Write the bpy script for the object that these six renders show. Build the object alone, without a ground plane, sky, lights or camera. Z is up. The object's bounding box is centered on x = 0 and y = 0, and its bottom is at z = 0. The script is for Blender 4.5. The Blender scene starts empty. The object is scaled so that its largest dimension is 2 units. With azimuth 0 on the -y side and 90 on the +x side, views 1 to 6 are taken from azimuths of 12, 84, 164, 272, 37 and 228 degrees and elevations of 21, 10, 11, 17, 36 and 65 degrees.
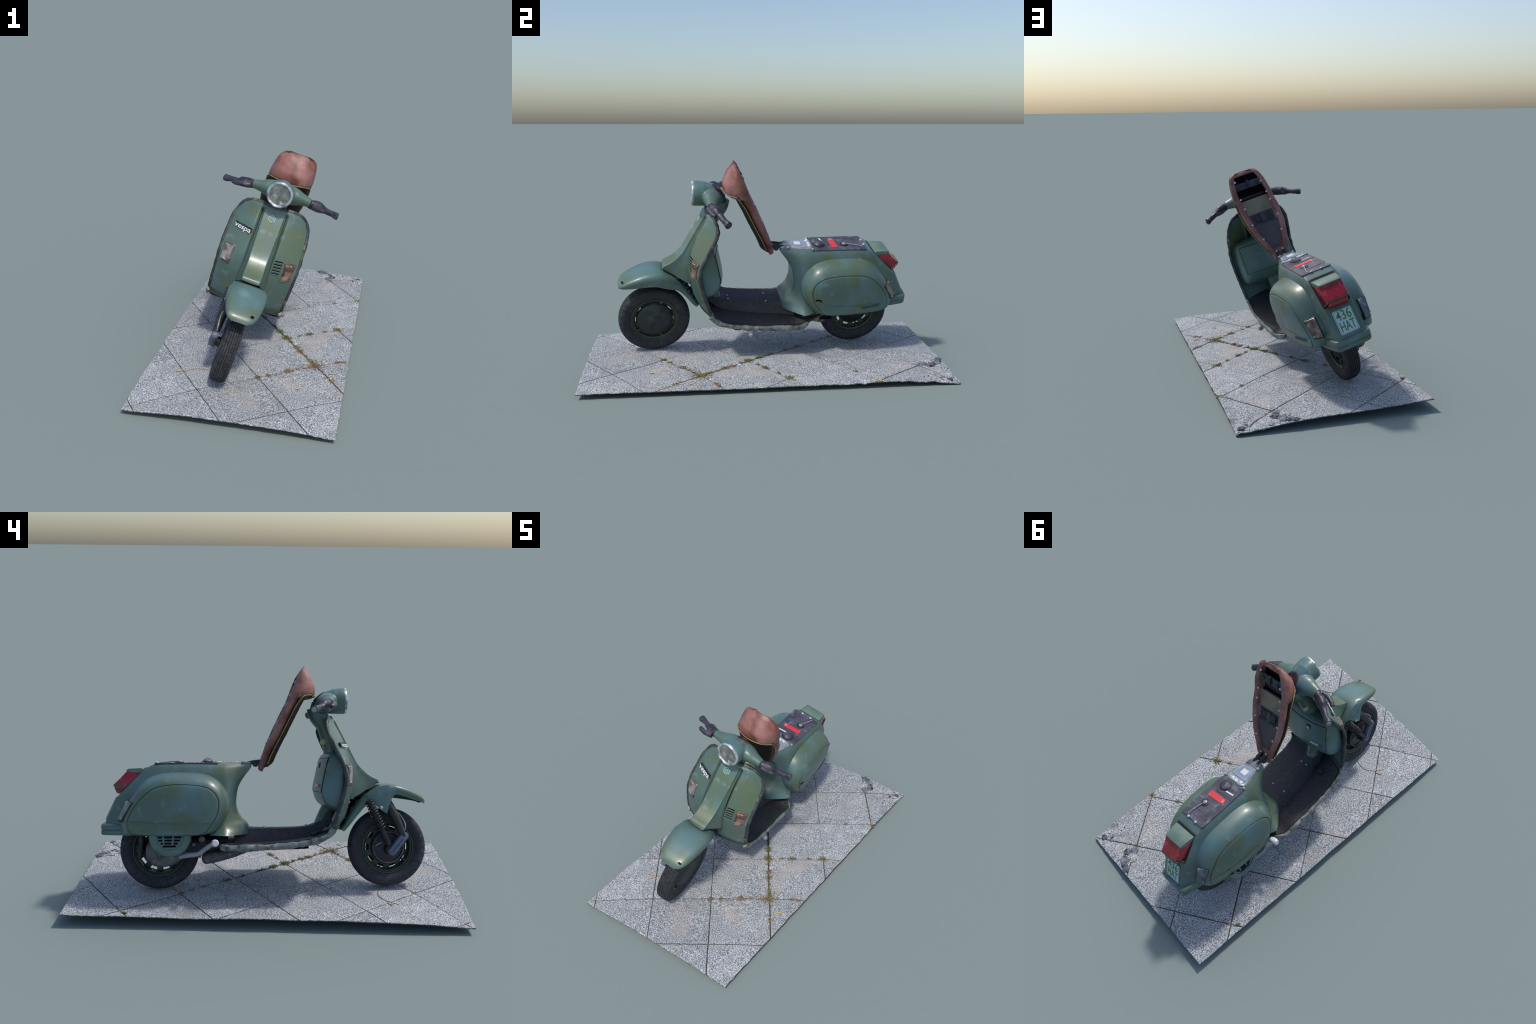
"""Olive-green motor scooter, saddle flipped open, leaning on its stand on a patch of paving slabs."""
import bpy, bmesh, math, random
import numpy as np
from mathutils import Vector, Matrix, noise

random.seed(7)
PI = math.pi

# ------------------------------------------------------------------ helpers
def pchip(xs, ys, x):
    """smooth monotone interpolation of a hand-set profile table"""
    xs = np.asarray(xs, float); ys = np.asarray(ys, float); x = np.asarray(x, float)
    if xs[0] > xs[-1]:
        xs, ys = xs[::-1], ys[::-1]
    h = np.diff(xs); d = np.diff(ys) / h
    m = np.zeros(len(xs))
    for i in range(1, len(xs) - 1):
        if d[i - 1] * d[i] > 0:
            w1, w2 = 2 * h[i] + h[i - 1], h[i] + 2 * h[i - 1]
            m[i] = (w1 + w2) / (w1 / d[i - 1] + w2 / d[i])
    m[0], m[-1] = d[0], d[-1]
    x = np.clip(x, xs[0], xs[-1])
    k = np.clip(np.searchsorted(xs, x) - 1, 0, len(h) - 1)
    t = (x - xs[k]) / h[k]
    return ((1 + 2 * t) * (1 - t) ** 2 * ys[k] + t * (1 - t) ** 2 * h[k] * m[k]
            + t * t * (3 - 2 * t) * ys[k + 1] + t * t * (t - 1) * h[k] * m[k + 1])

def chaikin(pts, n=2, closed=True):
    p = np.asarray(pts, float)
    for _ in range(n):
        if closed:
            q = np.roll(p, -1, axis=0)
            out = np.empty((len(p) * 2, p.shape[1]))
            out[0::2] = .75 * p + .25 * q; out[1::2] = .25 * p + .75 * q
        else:
            a, b = p[:-1], p[1:]
            out = np.empty((len(a) * 2 + 2, p.shape[1]))
            out[0], out[-1] = p[0], p[-1]
            out[1:-1:2] = .75 * a + .25 * b; out[2:-1:2] = .25 * a + .75 * b
        p = out
    return p

def spline(ctrl, n):
    """Catmull-Rom through control points"""
    P = np.asarray(ctrl, float)
    P = np.vstack([2 * P[0] - P[1], P, 2 * P[-1] - P[-2]])
    out = []
    m = len(P) - 3
    for i in range(n):
        t = i / (n - 1) * m; k = min(int(t), m - 1); t -= k
        a, b, c, d = P[k:k + 4]
        out.append(.5 * (2 * b + (c - a) * t + (2 * a - 5 * b + 4 * c - d) * t * t + (3 * b - a - 3 * c + d) * t ** 3))
    return np.array(out)

def finish(ob, mat, parent, angle=35):
    me = ob.data
    if mat is not None and not me.materials:
        me.materials.append(mat)
    me.polygons.foreach_set('use_smooth', [True] * len(me.polygons))
    if angle:
        me.set_sharp_from_angle(angle=math.radians(angle))
    ob.parent = parent
    return ob

def mesh(name, verts, faces, mat, parent, angle=35, fix=True):
    me = bpy.data.meshes.new(name)
    me.from_pydata([tuple(map(float, v)) for v in verts], [], [tuple(f) for f in faces])
    if fix:
        bm = bmesh.new(); bm.from_mesh(me)
        bmesh.ops.remove_doubles(bm, verts=bm.verts, dist=1e-6)
        bmesh.ops.recalc_face_normals(bm, faces=bm.faces)
        bm.to_mesh(me); bm.free()
    ob = bpy.data.objects.new(name, me)
    bpy.context.scene.collection.objects.link(ob)
    return finish(ob, mat, parent, angle)

def loft_data(secs, closed=True, caps=True):
    n = len(secs[0]); verts = [v for s in secs for v in s]; faces = []
    for i in range(len(secs) - 1):
        for j in range(n if closed else n - 1):
            k = (j + 1) % n
            faces.append((i * n + j, i * n + k, (i + 1) * n + k, (i + 1) * n + j))
    if caps and closed:
        faces.append(tuple(range(n))); faces.append(tuple((len(secs) - 1) * n + j for j in range(n)))
    return verts, faces

def loft(name, secs, mat, parent, closed=True, caps=True, angle=35):
    v, f = loft_data(secs, closed, caps)
    return mesh(name, v, f, mat, parent, angle)

def tube_data(path, radii, n=16, squash=1.0):
    P = np.asarray(path, float); R = np.broadcast_to(np.asarray(radii, float), (len(P),))
    T = np.gradient(P, axis=0); T /= np.linalg.norm(T, axis=1)[:, None]
    up = np.array([0, 0, 1.0]) if abs(T[0][2]) < .9 else np.array([1.0, 0, 0])
    secs = []
    for p, t, r in zip(P, T, R):
        a = np.cross(up, t); a /= np.linalg.norm(a); b = np.cross(t, a); up = b
        secs.append([p + r * (math.cos(w) * a + squash * math.sin(w) * b) for w in np.linspace(0, 2 * PI, n, endpoint=False)])
    return loft_data(secs)

def tube(name, path, radii, mat, parent, n=16, squash=1.0, angle=40):
    v, f = tube_data(path, radii, n, squash)
    return mesh(name, v, f, mat, parent, angle)

def revolve_data(profile, centre, n=48, closed=True):
    """profile of (radius, x offset) turned round the x axis through centre"""
    verts, faces = [], []; m = len(profile)
    for i in range(n):
        a = 2 * PI * i / n
        for r, x in profile:
            verts.append((centre[0] + x, centre[1] + r * math.sin(a), centre[2] + r * math.cos(a)))
    for i in range(n):
        k = (i + 1) % n
        for j in range(m if closed else m - 1):
            l = (j + 1) % m
            faces.append((i * m + j, i * m + l, k * m + l, k * m + j))
    return verts, faces

def revolve(name, profile, centre, mat, parent, n=48, closed=True, angle=30):
    v, f = revolve_data(profile, centre, n, closed)
    return mesh(name, v, f, mat, parent, angle)

def join_data(*parts):
    V, F = [], []
    for v, f in parts:
        o = len(V); V += list(v); F += [tuple(i + o for i in q) for q in f]
    return V, F

def disc_data(centre, normal, r, h, n=20, dome=0.0):
    c = Vector(centre); nrm = Vector(normal).normalized()
    a = nrm.orthogonal().normalized(); b = nrm.cross(a)
    secs = []
    for rr, hh in ((r, 0), (r, h * .7), (r * .88, h), (r * .5, h + dome * .8), (r * .02, h + dome)):
        secs.append([tuple(c + nrm * hh + (a * math.cos(w) + b * math.sin(w)) * rr) for w in np.linspace(0, 2 * PI, n, endpoint=False)])
    return loft_data(secs)

def disc(name, centre, normal, r, h, mat, parent, n=20, dome=0.0):
    v, f = disc_data(centre, normal, r, h, n, dome)
    return mesh(name, v, f, mat, parent, 40)

def slab_data(corners, thick, bevel=.003, normal=None):
    """thin plate over a polygon of 3D corners, rounded rim; thick along the normal"""
    P = [Vector(c) for c in corners]; ce = sum(P, Vector()) / len(P)
    nrm = Vector(normal).normalized() if normal else (P[1] - P[0]).cross(P[-1] - P[0]).normalized()
    def ring(off, inset):
        out = []
        for p in P:
            d = (ce - p); out.append(tuple(p + d.normalized() * inset + nrm * off))
        return out
    return loft_data([ring(0, 0), ring(thick - bevel, 0), ring(thick, bevel)])

def rounded_poly(corners, n=2):
    return [tuple(p) for p in chaikin(corners, n)]

def slab(name, corners, thick, mat, parent, bevel=.003, normal=None, rounding=0):
    P = corners
    if rounding:
        Q = []
        N = len(P)
        for i in range(N):
            p, a, b = Vector(P[i]), Vector(P[i - 1]), Vector(P[(i + 1) % N])
            da, db = (a - p), (b - p)
            p0 = p + da.normalized() * min(rounding, da.length * .45); p1 = p + db.normalized() * min(rounding, db.length * .45)
            for t in (0, .25, .5, .75, 1):
                Q.append(tuple(p0 * (1 - t) ** 2 + p * 2 * t * (1 - t) + p1 * t * t))
        P = Q
    v, f = slab_data(P, thick, bevel, normal)
    return mesh(name, v, f, mat, parent, 40)

def evaluated(ob):
    dg = bpy.context.evaluated_depsgraph_get()
    me = bpy.data.meshes.new_from_object(ob.evaluated_get(dg))
    ob.modifiers.clear(); old = ob.data; ob.data = me
    bpy.data.meshes.remove(old)
    return ob

def blend(name, data, mat, parent, voxel=.004, smooth=8, angle=40, cut=None):
    """melt overlapping pieces into one smooth body"""
    ob = mesh(name, *data, mat, None, 0)
    m = ob.modifiers.new('r', 'REMESH'); m.mode = 'VOXEL'; m.voxel_size = voxel; m.use_smooth_shade = True
    s = ob.modifiers.new('s', 'SMOOTH'); s.factor = .5; s.iterations = smooth
    if cut:
        tool = mesh(name + '_tool', *cut, None, None, 0)
        b = ob.modifiers.new('b', 'BOOLEAN'); b.object = tool; b.operation = 'DIFFERENCE'; b.solver = 'EXACT'
    bpy.context.view_layer.update()
    evaluated(ob)
    if cut:
        bpy.data.objects.remove(tool)
    return finish(ob, mat, parent, angle)

def text(name, body, size, origin, xdir, ydir, mat, parent, depth=.0015, width=None, bold=0.0, align='CENTER'):
    cu = bpy.data.curves.new(name, 'FONT'); cu.body = body; cu.size = size; cu.extrude = depth / 2
    cu.align_x = align; cu.align_y = 'CENTER'; cu.offset = bold; cu.resolution_u = 3
    tmp = bpy.data.objects.new(name + '_tmp', cu); bpy.context.scene.collection.objects.link(tmp)
    bpy.context.view_layer.update()
    dg = bpy.context.evaluated_depsgraph_get()
    me = bpy.data.meshes.new_from_object(tmp.evaluated_get(dg)); me.name = name
    bpy.data.objects.remove(tmp); bpy.data.curves.remove(cu)
    xs = [v.co.x for v in me.vertices]
    k = width / (max(xs) - min(xs)) if width else 1
    X = Vector(xdir).normalized(); Y = Vector(ydir); Y = (Y - X * Y.dot(X)).normalized(); Z = X.cross(Y); O = Vector(origin)
    for v in me.vertices:
        v.co = O + X * (v.co.x * k) + Y * v.co.y + Z * v.co.z
    me.materials.clear()
    ob = bpy.data.objects.new(name, me); bpy.context.scene.collection.objects.link(ob)
    return finish(ob, mat, parent, 30)

# ------------------------------------------------------------------ materials
def srgb(r, g, b):
    f = lambda c: c / 12.92 if c <= .04045 else ((c + .055) / 1.055) ** 2.4
    return (f(r / 255), f(g / 255), f(b / 255), 1)

def material(name, layers, rough=.5, metal=0.0, bump=0.0, bump_scale=200, coat=0.0, spec=.5, rough_var=.0, trans=0.0):
    """layers: first is the base colour, then (colour, noise scale, threshold, softness[, detail]) patches laid over it"""
    m = bpy.data.materials.new(name); m.use_nodes = True
    nt = m.node_tree; N = nt.nodes; Lk = nt.links; N.clear()
    out = N.new('ShaderNodeOutputMaterial'); b = N.new('ShaderNodeBsdfPrincipled'); Lk.new(b.outputs[0], out.inputs[0])
    tc = N.new('ShaderNodeTexCoord')
    b.inputs['Roughness'].default_value = rough; b.inputs['Metallic'].default_value = metal
    b.inputs['Coat Weight'].default_value = coat; b.inputs['Coat Roughness'].default_value = .22; b.inputs['Specular IOR Level'].default_value = spec
    b.inputs['Transmission Weight'].default_value = trans
    base = N.new('ShaderNodeRGB'); base.outputs[0].default_value = layers[0]
    col = base.outputs[0]
    for i, ly in enumerate(layers[1:]):
        c, sc, th, soft = ly[:4]
        nz = N.new('ShaderNodeTexNoise'); nz.inputs['Scale'].default_value = sc
        nz.inputs['Detail'].default_value = ly[4] if len(ly) > 4 else 4
        mp = N.new('ShaderNodeMapping'); mp.inputs['Location'].default_value = (3.1 * i + 1, 1.7 * i, 5.3 * i)
        Lk.new(tc.outputs['Object'], mp.inputs[0]); Lk.new(mp.outputs[0], nz.inputs['Vector'])
        rp = N.new('ShaderNodeMapRange'); rp.inputs['From Min'].default_value = th - soft; rp.inputs['From Max'].default_value = th + soft
        Lk.new(nz.outputs[0], rp.inputs['Value'])
        if len(ly) > 5:
            rp.inputs['To Max'].default_value = ly[5]
        mx = N.new('ShaderNodeMix'); mx.data_type = 'RGBA'
        Lk.new(rp.outputs[0], mx.inputs[0]); Lk.new(col, mx.inputs[6]); mx.inputs[7].default_value = c
        col = mx.outputs[2]
    Lk.new(col, b.inputs['Base Color'])
    if rough_var:
        nz = N.new('ShaderNodeTexNoise'); nz.inputs['Scale'].default_value = 9; nz.inputs['Detail'].default_value = 5
        Lk.new(tc.outputs['Object'], nz.inputs['Vector'])
        rp = N.new('ShaderNodeMapRange'); rp.inputs['To Min'].default_value = rough - rough_var; rp.inputs['To Max'].default_value = rough + rough_var
        Lk.new(nz.outputs[0], rp.inputs['Value']); Lk.new(rp.outputs[0], b.inputs['Roughness'])
    if bump:
        nz = N.new('ShaderNodeTexNoise'); nz.inputs['Scale'].default_value = bump_scale; nz.inputs['Detail'].default_value = 3
        Lk.new(tc.outputs['Object'], nz.inputs['Vector'])
        bp = N.new('ShaderNodeBump'); bp.inputs['Strength'].default_value = bump; bp.inputs['Distance'].default_value = .002
        Lk.new(nz.outputs[0], bp.inputs['Height']); Lk.new(bp.outputs[0], b.inputs['Normal'])
    return m

PAINT = material('green_paint', [srgb(80, 102, 93), (srgb(86, 100, 72), 5, .55, .10, 3, .9), (srgb(86, 117, 121), 6, .53, .10, 3, .85), (srgb(118, 138, 136), 18, .65, .05, 5, .5)], rough=.42, rough_var=.1, bump=.10, bump_scale=16, coat=.22)  # base tinted teal, blue-grey patches: sky reflections mixed into the green
PAINT_LIGHT = material('light_green_paint', [srgb(104, 124, 110), (srgb(92, 114, 104), 12, .5, .1)], rough=.45)
PAINT_DARK = material('dark_green_paint', [srgb(44, 60, 46), (srgb(56, 70, 58), 10, .55, .1)], rough=.45)
WORN_EDGE = material('worn_edge_trim', [srgb(52, 54, 58), (srgb(132, 124, 116), 18, .62, .05), (srgb(64, 76, 68), 24, .56, .06)], rough=.55, bump=.3, bump_scale=60)
LIP = material('worn_aluminium_lip', [srgb(110, 118, 114), (srgb(150, 148, 142), 22, .55, .08), (srgb(70, 80, 74), 30, .57, .06)], rough=.5, bump=.3, bump_scale=70)
MAT = material('black_rubber_mat', [srgb(52, 50, 54), (srgb(66, 62, 62), 9, .55, .15), (srgb(42, 41, 46), 60, .55, .1)], rough=.6, bump=.25, bump_scale=220)
RUBBER = material('tyre_rubber', [srgb(44, 46, 52), (srgb(60, 61, 66), 14, .58, .1), (srgb(34, 35, 40), 50, .55, .1)], rough=.75, bump=.4, bump_scale=160)
BLACK = material('black_plastic', [srgb(30, 30, 34), (srgb(46, 46, 52), 30, .57, .1)], rough=.5, bump=.2, bump_scale=100)
GRIP = material('dark_grip_rubber', [srgb(58, 56, 68), (srgb(84, 80, 96), 18, .57, .08), (srgb(36, 36, 44), 30, .55, .08)], rough=.45, bump=.3, bump_scale=60)
BROWN = material('brown_leatherette', [srgb(136, 88, 79), (srgb(156, 112, 108), 8, .54, .12), (srgb(110, 66, 56), 11, .58, .1)], rough=.48, bump=.25, bump_scale=45)
CUSHION = material('dark_seat_top', [srgb(40, 30, 28), (srgb(62, 40, 34), 9, .58, .1)], rough=.6, bump=.2, bump_scale=50)
PIPING = material('yellow_piping', [srgb(150, 134, 78), (srgb(110, 96, 54), 40, .55, .1)], rough=.6)
PAN = material('seat_pan_plastic', [srgb(66, 60, 64), (srgb(82, 76, 82), 6, .55, .15)], rough=.55, bump=.15, bump_scale=80)
PANBLUE = material('dark_painted_steel', [srgb(52, 60, 72), (srgb(34, 38, 46), 18, .55, .08)], rough=.45)
BEIGE = material('beige_metal_plate', [srgb(126, 116, 96), (srgb(104, 96, 82), 12, .55, .1), (srgb(140, 134, 120), 7, .58, .1)], rough=.5)
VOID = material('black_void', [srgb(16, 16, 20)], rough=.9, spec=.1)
STEEL = material('galvanised_steel', [srgb(150, 154, 158), (srgb(112, 112, 114), 14, .55, .1), (srgb(180, 180, 182), 28, .6, .06)], rough=.45, metal=.25)
CHROME = material('chrome_ring', [srgb(176, 184, 188), (srgb(110, 118, 124), 22, .56, .06), (srgb(214, 220, 222), 16, .6, .05)], rough=.25, metal=.35)
RIVET = material('rivet_white_metal', [srgb(178, 184, 188)], rough=.4)
ALU = material('cast_aluminium', [srgb(92, 92, 96), (srgb(70, 70, 74), 16, .55, .1), (srgb(112, 110, 110), 30, .6, .06)], rough=.55, metal=.15, bump=.3, bump_scale=60)
SWING = material('blue_grey_casting', [srgb(96, 106, 128), (srgb(78, 84, 100), 20, .55, .1)], rough=.5)
RUSTY = material('dirty_frame_metal', [srgb(112, 106, 96), (srgb(76, 66, 56), 14, .54, .08), (srgb(140, 138, 130), 22, .6, .06)], rough=.6, bump=.4, bump_scale=50)
LENS = material('headlamp_glass', [srgb(112, 118, 116), (srgb(156, 154, 140), 30, .56, .10, 5, .7), (srgb(66, 70, 72), 24, .56, .10, 5, .8), (srgb(196, 202, 202), 44, .64, .05, 5, .6)], rough=.12, coat=.6)  # light and dark blotches are the glass's reflections, painted into the colour
RED = material('red_lens', [srgb(150, 14, 32), (srgb(112, 8, 24), 18, .55, .08), (srgb(184, 40, 60), 26, .63, .04)], rough=.2, coat=.5)
AMBER = material('aged_amber_lens', [srgb(110, 84, 70), (srgb(148, 124, 110), 20, .57, .07), (srgb(76, 58, 48), 34, .55, .06)], rough=.35, coat=.3)
SMOKE = material('grey_lens', [srgb(84, 92, 104), (srgb(52, 58, 68), 26, .55, .08), (srgb(130, 130, 134), 18, .62, .05)], rough=.35, coat=.3)
PALE_LENS = material('pale_worn_lens', [srgb(150, 142, 144), (srgb(104, 92, 92), 24, .55, .08), (srgb(190, 184, 190), 16, .6, .05)], rough=.35, coat=.3)
PLATE = material('plate_white', [srgb(182, 198, 204)], rough=.4)
PGREEN = material('plate_green_ink', [srgb(62, 124, 54)], rough=.5)
DECK = material('dark_deck_plate', [srgb(76, 76, 88), (srgb(58, 58, 68), 12, .55, .1), (srgb(110, 110, 122), 26, .62, .05)], rough=.5, bump=.2, bump_scale=60)
TANK = material('pale_blue_tank_lid', [srgb(140, 156, 170), (srgb(120, 134, 148), 14, .55, .1)], rough=.35)
LABELRED = material('red_label', [srgb(206, 58, 66), (srgb(220, 140, 144), 40, .66, .04)], rough=.5)
WHITE = material('white_print', [srgb(212, 214, 216)], rough=.5)
TEAL = material('badge_teal', [srgb(52, 128, 140)], rough=.4)
CREAM = material('badge_cream', [srgb(196, 190, 150)], rough=.4)

# ------------------------------------------------------------------ the scooter frame: yaw and lean of the parked machine
scooter = bpy.data.objects.new('motor_scooter', None)
bpy.context.scene.collection.objects.link(scooter)
EX = Vector((.9560041, .0718696, -.2844133)); EY = Vector((-.0749655, .9971861, 0)); EZ = EX.cross(EY)
M = Matrix((EX, EY, EZ)).transposed().to_4x4(); M.translation = Vector((-.19103, 0, 0))
scooter.matrix_world = M
scooter['label'] = 'olive green vintage motor scooter with brown saddle flipped open'
scooter['category'] = 'motor scooter'
S = scooter

def mirror(pts):
    """close a half outline (x >= 0) by its mirror image"""
    p = [tuple(q) for q in pts]
    return p + [(-q[0], *q[1:]) for q in reversed(p) if abs(q[0]) > 1e-9]

# ------------------------------------------------------------------ rear body (frame shell behind the step-through)
Z = [.345, .385, .42, .46, .50, .54, .58, .64, .67, .69, .702]
tab = dict(
    yf=[.098, .094, .128, .149, .158, .155, .147, .114, .090, .078, .080],
    bf=[.092, .088, .088, .088, .088, .085, .078, .062, .052, .044, .036],
    cx=[.190, .150, .134, .128, .126, .124, .120, .110, .099, .087, .072],
    dx=[.130, .125, .122, .121, .120, .119, .117, .111, .102, .094, .086],
    ex=[.120, .120, .120, .119, .117, .114, .110, .102, .097, .092, .085],
    ey=[.740, .737, .730, .715, .698, .680, .655, .617, .598, .584, .562],
    yr=[.830, .828, .819, .801, .782, .760, .722, .662, .633, .602, .574])
secs = []
for z in np.linspace(.345, .702, 40):
    g = {k: float(pchip(Z, v, z)) for k, v in tab.items()}
    ridge = g['yr'] - g['ey']
    half = [(0, g['yf']), (g['bf'] * .82, g['yf'] + .001), (g['bf'], g['yf'] + .008), (g['cx'] - .004, .205), (g['cx'], .23), (g['dx'], .32), (g['dx'], .50),
            (g['ex'], g['ey'] - .03), (g['ex'] - .004, g['ey']), (.098 if z < .66 else g['ex'] - .002, g['ey'] + ridge * .35), (.0865, g['yr'] - .018 - .01 * ridge), (.082, g['yr'] - .003), (.06, g['yr'] - .0005), (0, g['yr'] + .001)]
    pts = chaikin(mirror(half), 2)
    secs.append([(x, y, z) for x, y in pts])
shrink = lambda s, k, z: [(x * k, .34 + (y - .34) * (1 - (1 - k) * .5), z) for x, y, _ in s]
secs.append(shrink(secs[-1], .96, .7055))
rear_body = loft('rear_body', secs, PAINT, S, angle=28)

# ------------------------------------------------------------------ side cowls: bulges each side, with a flush door
ARCH = [(.725, .350), (.744, .400), (.737, .445), (.712, .505), (.659, .583), (.597, .636), (.521, .657), (.387, .659), (.292, .647), (.230, .605), (.194, .541), (.190, .474), (.219, .407), (.269, .352), (.42, .346), (.60, .346)]
DOOR = [(.690, .352), (.703, .395), (.700, .425), (.665, .495), (.608, .556), (.556, .590), (.480, .602), (.365, .600), (.289, .584), (.250, .545), (.241, .496), (.256, .440), (.287, .395), (.320, .350), (.45, .348), (.59, .348)]
def door_x(y, z):
    return float(pchip([.2, .25, .31, .45, .57, .64, .72], [.200, .209, .215, .213, .201, .191, .175], y)) - .9 * max(0, z - .50) ** 2 - .35 * max(0, .47 - z) ** 2
def cowl(side):
    A = np.array(ARCH); D = np.array(DOOR)
    rings = []
    for f, t in ((-.30, -.12), (-.1, -.06), (.08, 0), (.3, .06), (.5, .15), (.68, .28), (.82, .45), (.92, .65), (.975, .83), (1, .97)):
        pl = chaikin(A * (1 - t) + D * t, 2)
        ring = []
        for y, z in pl:
            xb = .105 - max(0, y - .66) * .12
            xd = door_x(y, z)
            ring.append((side * (xb + (xd - xb) * f), y, z))
        rings.append(ring)
    c = D.mean(0)
    for k, off in ((.985, -.004), (.6, -.004), (.25, -.004)):
        rings.append([(side * (door_x(*q) + off), *q) for q in chaikin(c + (D - c) * k, 2)])
    return loft('side_cowl', rings, PAINT, S, angle=40)
def cowl_door(side, parent):
    D = np.array(DOOR) + (0, 0); c = D.mean(0); rings = []
    for k, off in ((.975, -.006), (.975, .0005), (.962, .002), (.90, .003), (.8, .0045), (.6, .006), (.35, .007), (.1, .007)):
        ring = []
        for q in chaikin(c + (D - c) * k, 3):
            crease = .003 if q[1] < .418 - .02 * abs(q[0] - .48) else 0      # raised lower strip of the pressing
            ring.append((side * (door_x(*q) + off - crease * (k < .95)), *q))
        rings.append(ring)
    return loft('cowl_door', rings, PAINT, parent, angle=40)
for sd in (1, -1):
    cw = cowl(sd)
    dr = cowl_door(sd, cw)
    tube('door_crease', [(sd * (door_x(y, .421) + .0035 + .0025 * math.sin(PI * (y - .28) / .41)), y, .421 - .012 * math.sin(PI * (y - .28) / .41)) for y in np.linspace(.285, .688, 30)], .0026, PAINT, dr, n=8)
    if sd == 1:
        slab('door_latch', [(.2135, .262, .463), (.2155, .292, .463), (.2160, .305, .446), (.2155, .296, .446), (.2150, .288, .455), (.2135, .262, .455)][::-1], .004, VOID, cw, bevel=.001, normal=(1, 0, 0))
        e = [(door_x(y, z) + .0035, y, z) for y, z in ((.535, .379), (.535, .396), (.652, .406), (.652, .389))]
        slab('embossed_label', e, .004, PAINT, cw, bevel=.002, normal=(1, 0, 0))
        parts = []
        for i in range(11):
            y = .543 + i * .0098; z = .3885 + (y - .54) * .085
            x = door_x(y, z) + .0065
            parts.append(slab_data([(x, y, z - .004), (x, y, z + .005), (x, y + .006, z + .005), (x, y + .006, z - .004)], .003, .001, (1, 0, 0)))
        ob = mesh('embossed_lettering', *join_data(*parts), PAINT_DARK, cw); ob['kind'] = 'stuff'

# ------------------------------------------------------------------ bumper, tail lamp, number plate, rear indicators
secs = []
for z, o in ((.344, -.010), (.346, 0), (.352, .003), (.366, .004), (.3695, 0), (.372, 0), (.3755, .004), (.392, .004), (.400, .0), (.403, -.010)):
    half = [(0, .700), (.10 + o, .70), (.118 + o, .735), (.104 + o, .80), (.094 + o, .836 + o), (.06, .841 + o), (0, .842 + o)]
    secs.append([(x, y, z) for x, y in chaikin(mirror(half), 2)])
loft('rear_bumper', secs, PAINT, S, angle=40)

def prism(name, prof, w0, w1, mat, parent, bev=.004):
    """side profile (y,z) extruded across, w0 half width at front of profile list, w1 list"""
    W = w1 if isinstance(w1, list) else [w0] * len(prof)
    P = prof
    secs = []
    c = np.mean(P, 0)
    for sx, k in ((-1, .94), (-.985, .985), (-.94, 1), (0, 1), (.94, 1), (.985, .985), (1, .94)):
        secs.append([(sx * w, c[0] + (p[0] - c[0]) * k, c[1] + (p[1] - c[1]) * k) for p, w in zip(P, W)])
    return loft(name, secs, mat, parent, angle=35)
tail = prism('tail_lamp', [(.640, .658), (.628, .664), (.626, .676), (.640, .682), (.705, .679), (.717, .672), (.714, .665), (.690, .660)], .072, [.072, .072, .072, .072, .066, .063, .066, .070], PAINT_LIGHT, S)
prism('tail_lamp_lens', [(.636, .648), (.640, .665), (.712, .668), (.748, .630), (.778, .602), (.778, .593), (.742, .566), (.726, .558)], .07, [.0705, .0705, .066, .062, .059, .060, .0705, .0705], RED, tail)
prism('lower_lens', [(.735, .563), (.745, .566), (.779, .589), (.778, .578), (.768, .557), (.760, .552), (.742, .553)], .06, [.060, .060, .052, .050, .050, .050, .058], RED, tail)
pth = [(-.071, .735, .566), (-.066, .752, .575), (-.056, .779, .594), (0, .782, .596), (.056, .779, .594), (.066, .752, .575), (.071, .735, .566)]
tube('lens_band', spline(pth, 30), .004, PAINT_DARK, tail, n=8)
slab('lamp_gasket', [(-.076, .610, .684), (.076, .610, .684), (.08, .742, .556), (-.08, .742, .556)], .006, BLACK, tail, normal=(0, .72, .69), rounding=.01)

pn = Vector((0, .115, .055)).normalized(); pu = Vector((0, -.055, .115)).normalized()
pc = Vector((0, .7955, .4770)) - pn * .0005
def on_plate(u, v, h=0):
    return tuple(pc + Vector((-u, 0, 0)) + pu * v + pn * h)
plate = slab('number_plate', [on_plate(u, v) for u, v in ((-.054, -.064), (.054, -.064), (.054, .064), (-.054, .064))], .003, PLATE, S, bevel=.001, normal=pn, rounding=.012)
rim = []
for t in np.linspace(0, 1, 61):
    a = t * 2 * PI; cu, su = math.cos(a), math.sin(a)
    rim.append(on_plate(.051 * abs(cu) ** .28 * np.sign(cu), .061 * abs(su) ** .28 * np.sign(su), .003))
tube('plate_border', rim, .0011, PGREEN, plate, n=6)
text('plate_digits', '436', .072, on_plate(-.0, .030, .0035), (-1, 0, 0), pu, PGREEN, plate, width=.084, bold=.0004)
text('plate_letters', 'HAT', .072, on_plate(-.0, -.028, .0035), (-1, 0, 0), pu, PGREEN, plate, width=.084, bold=.0004)

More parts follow.
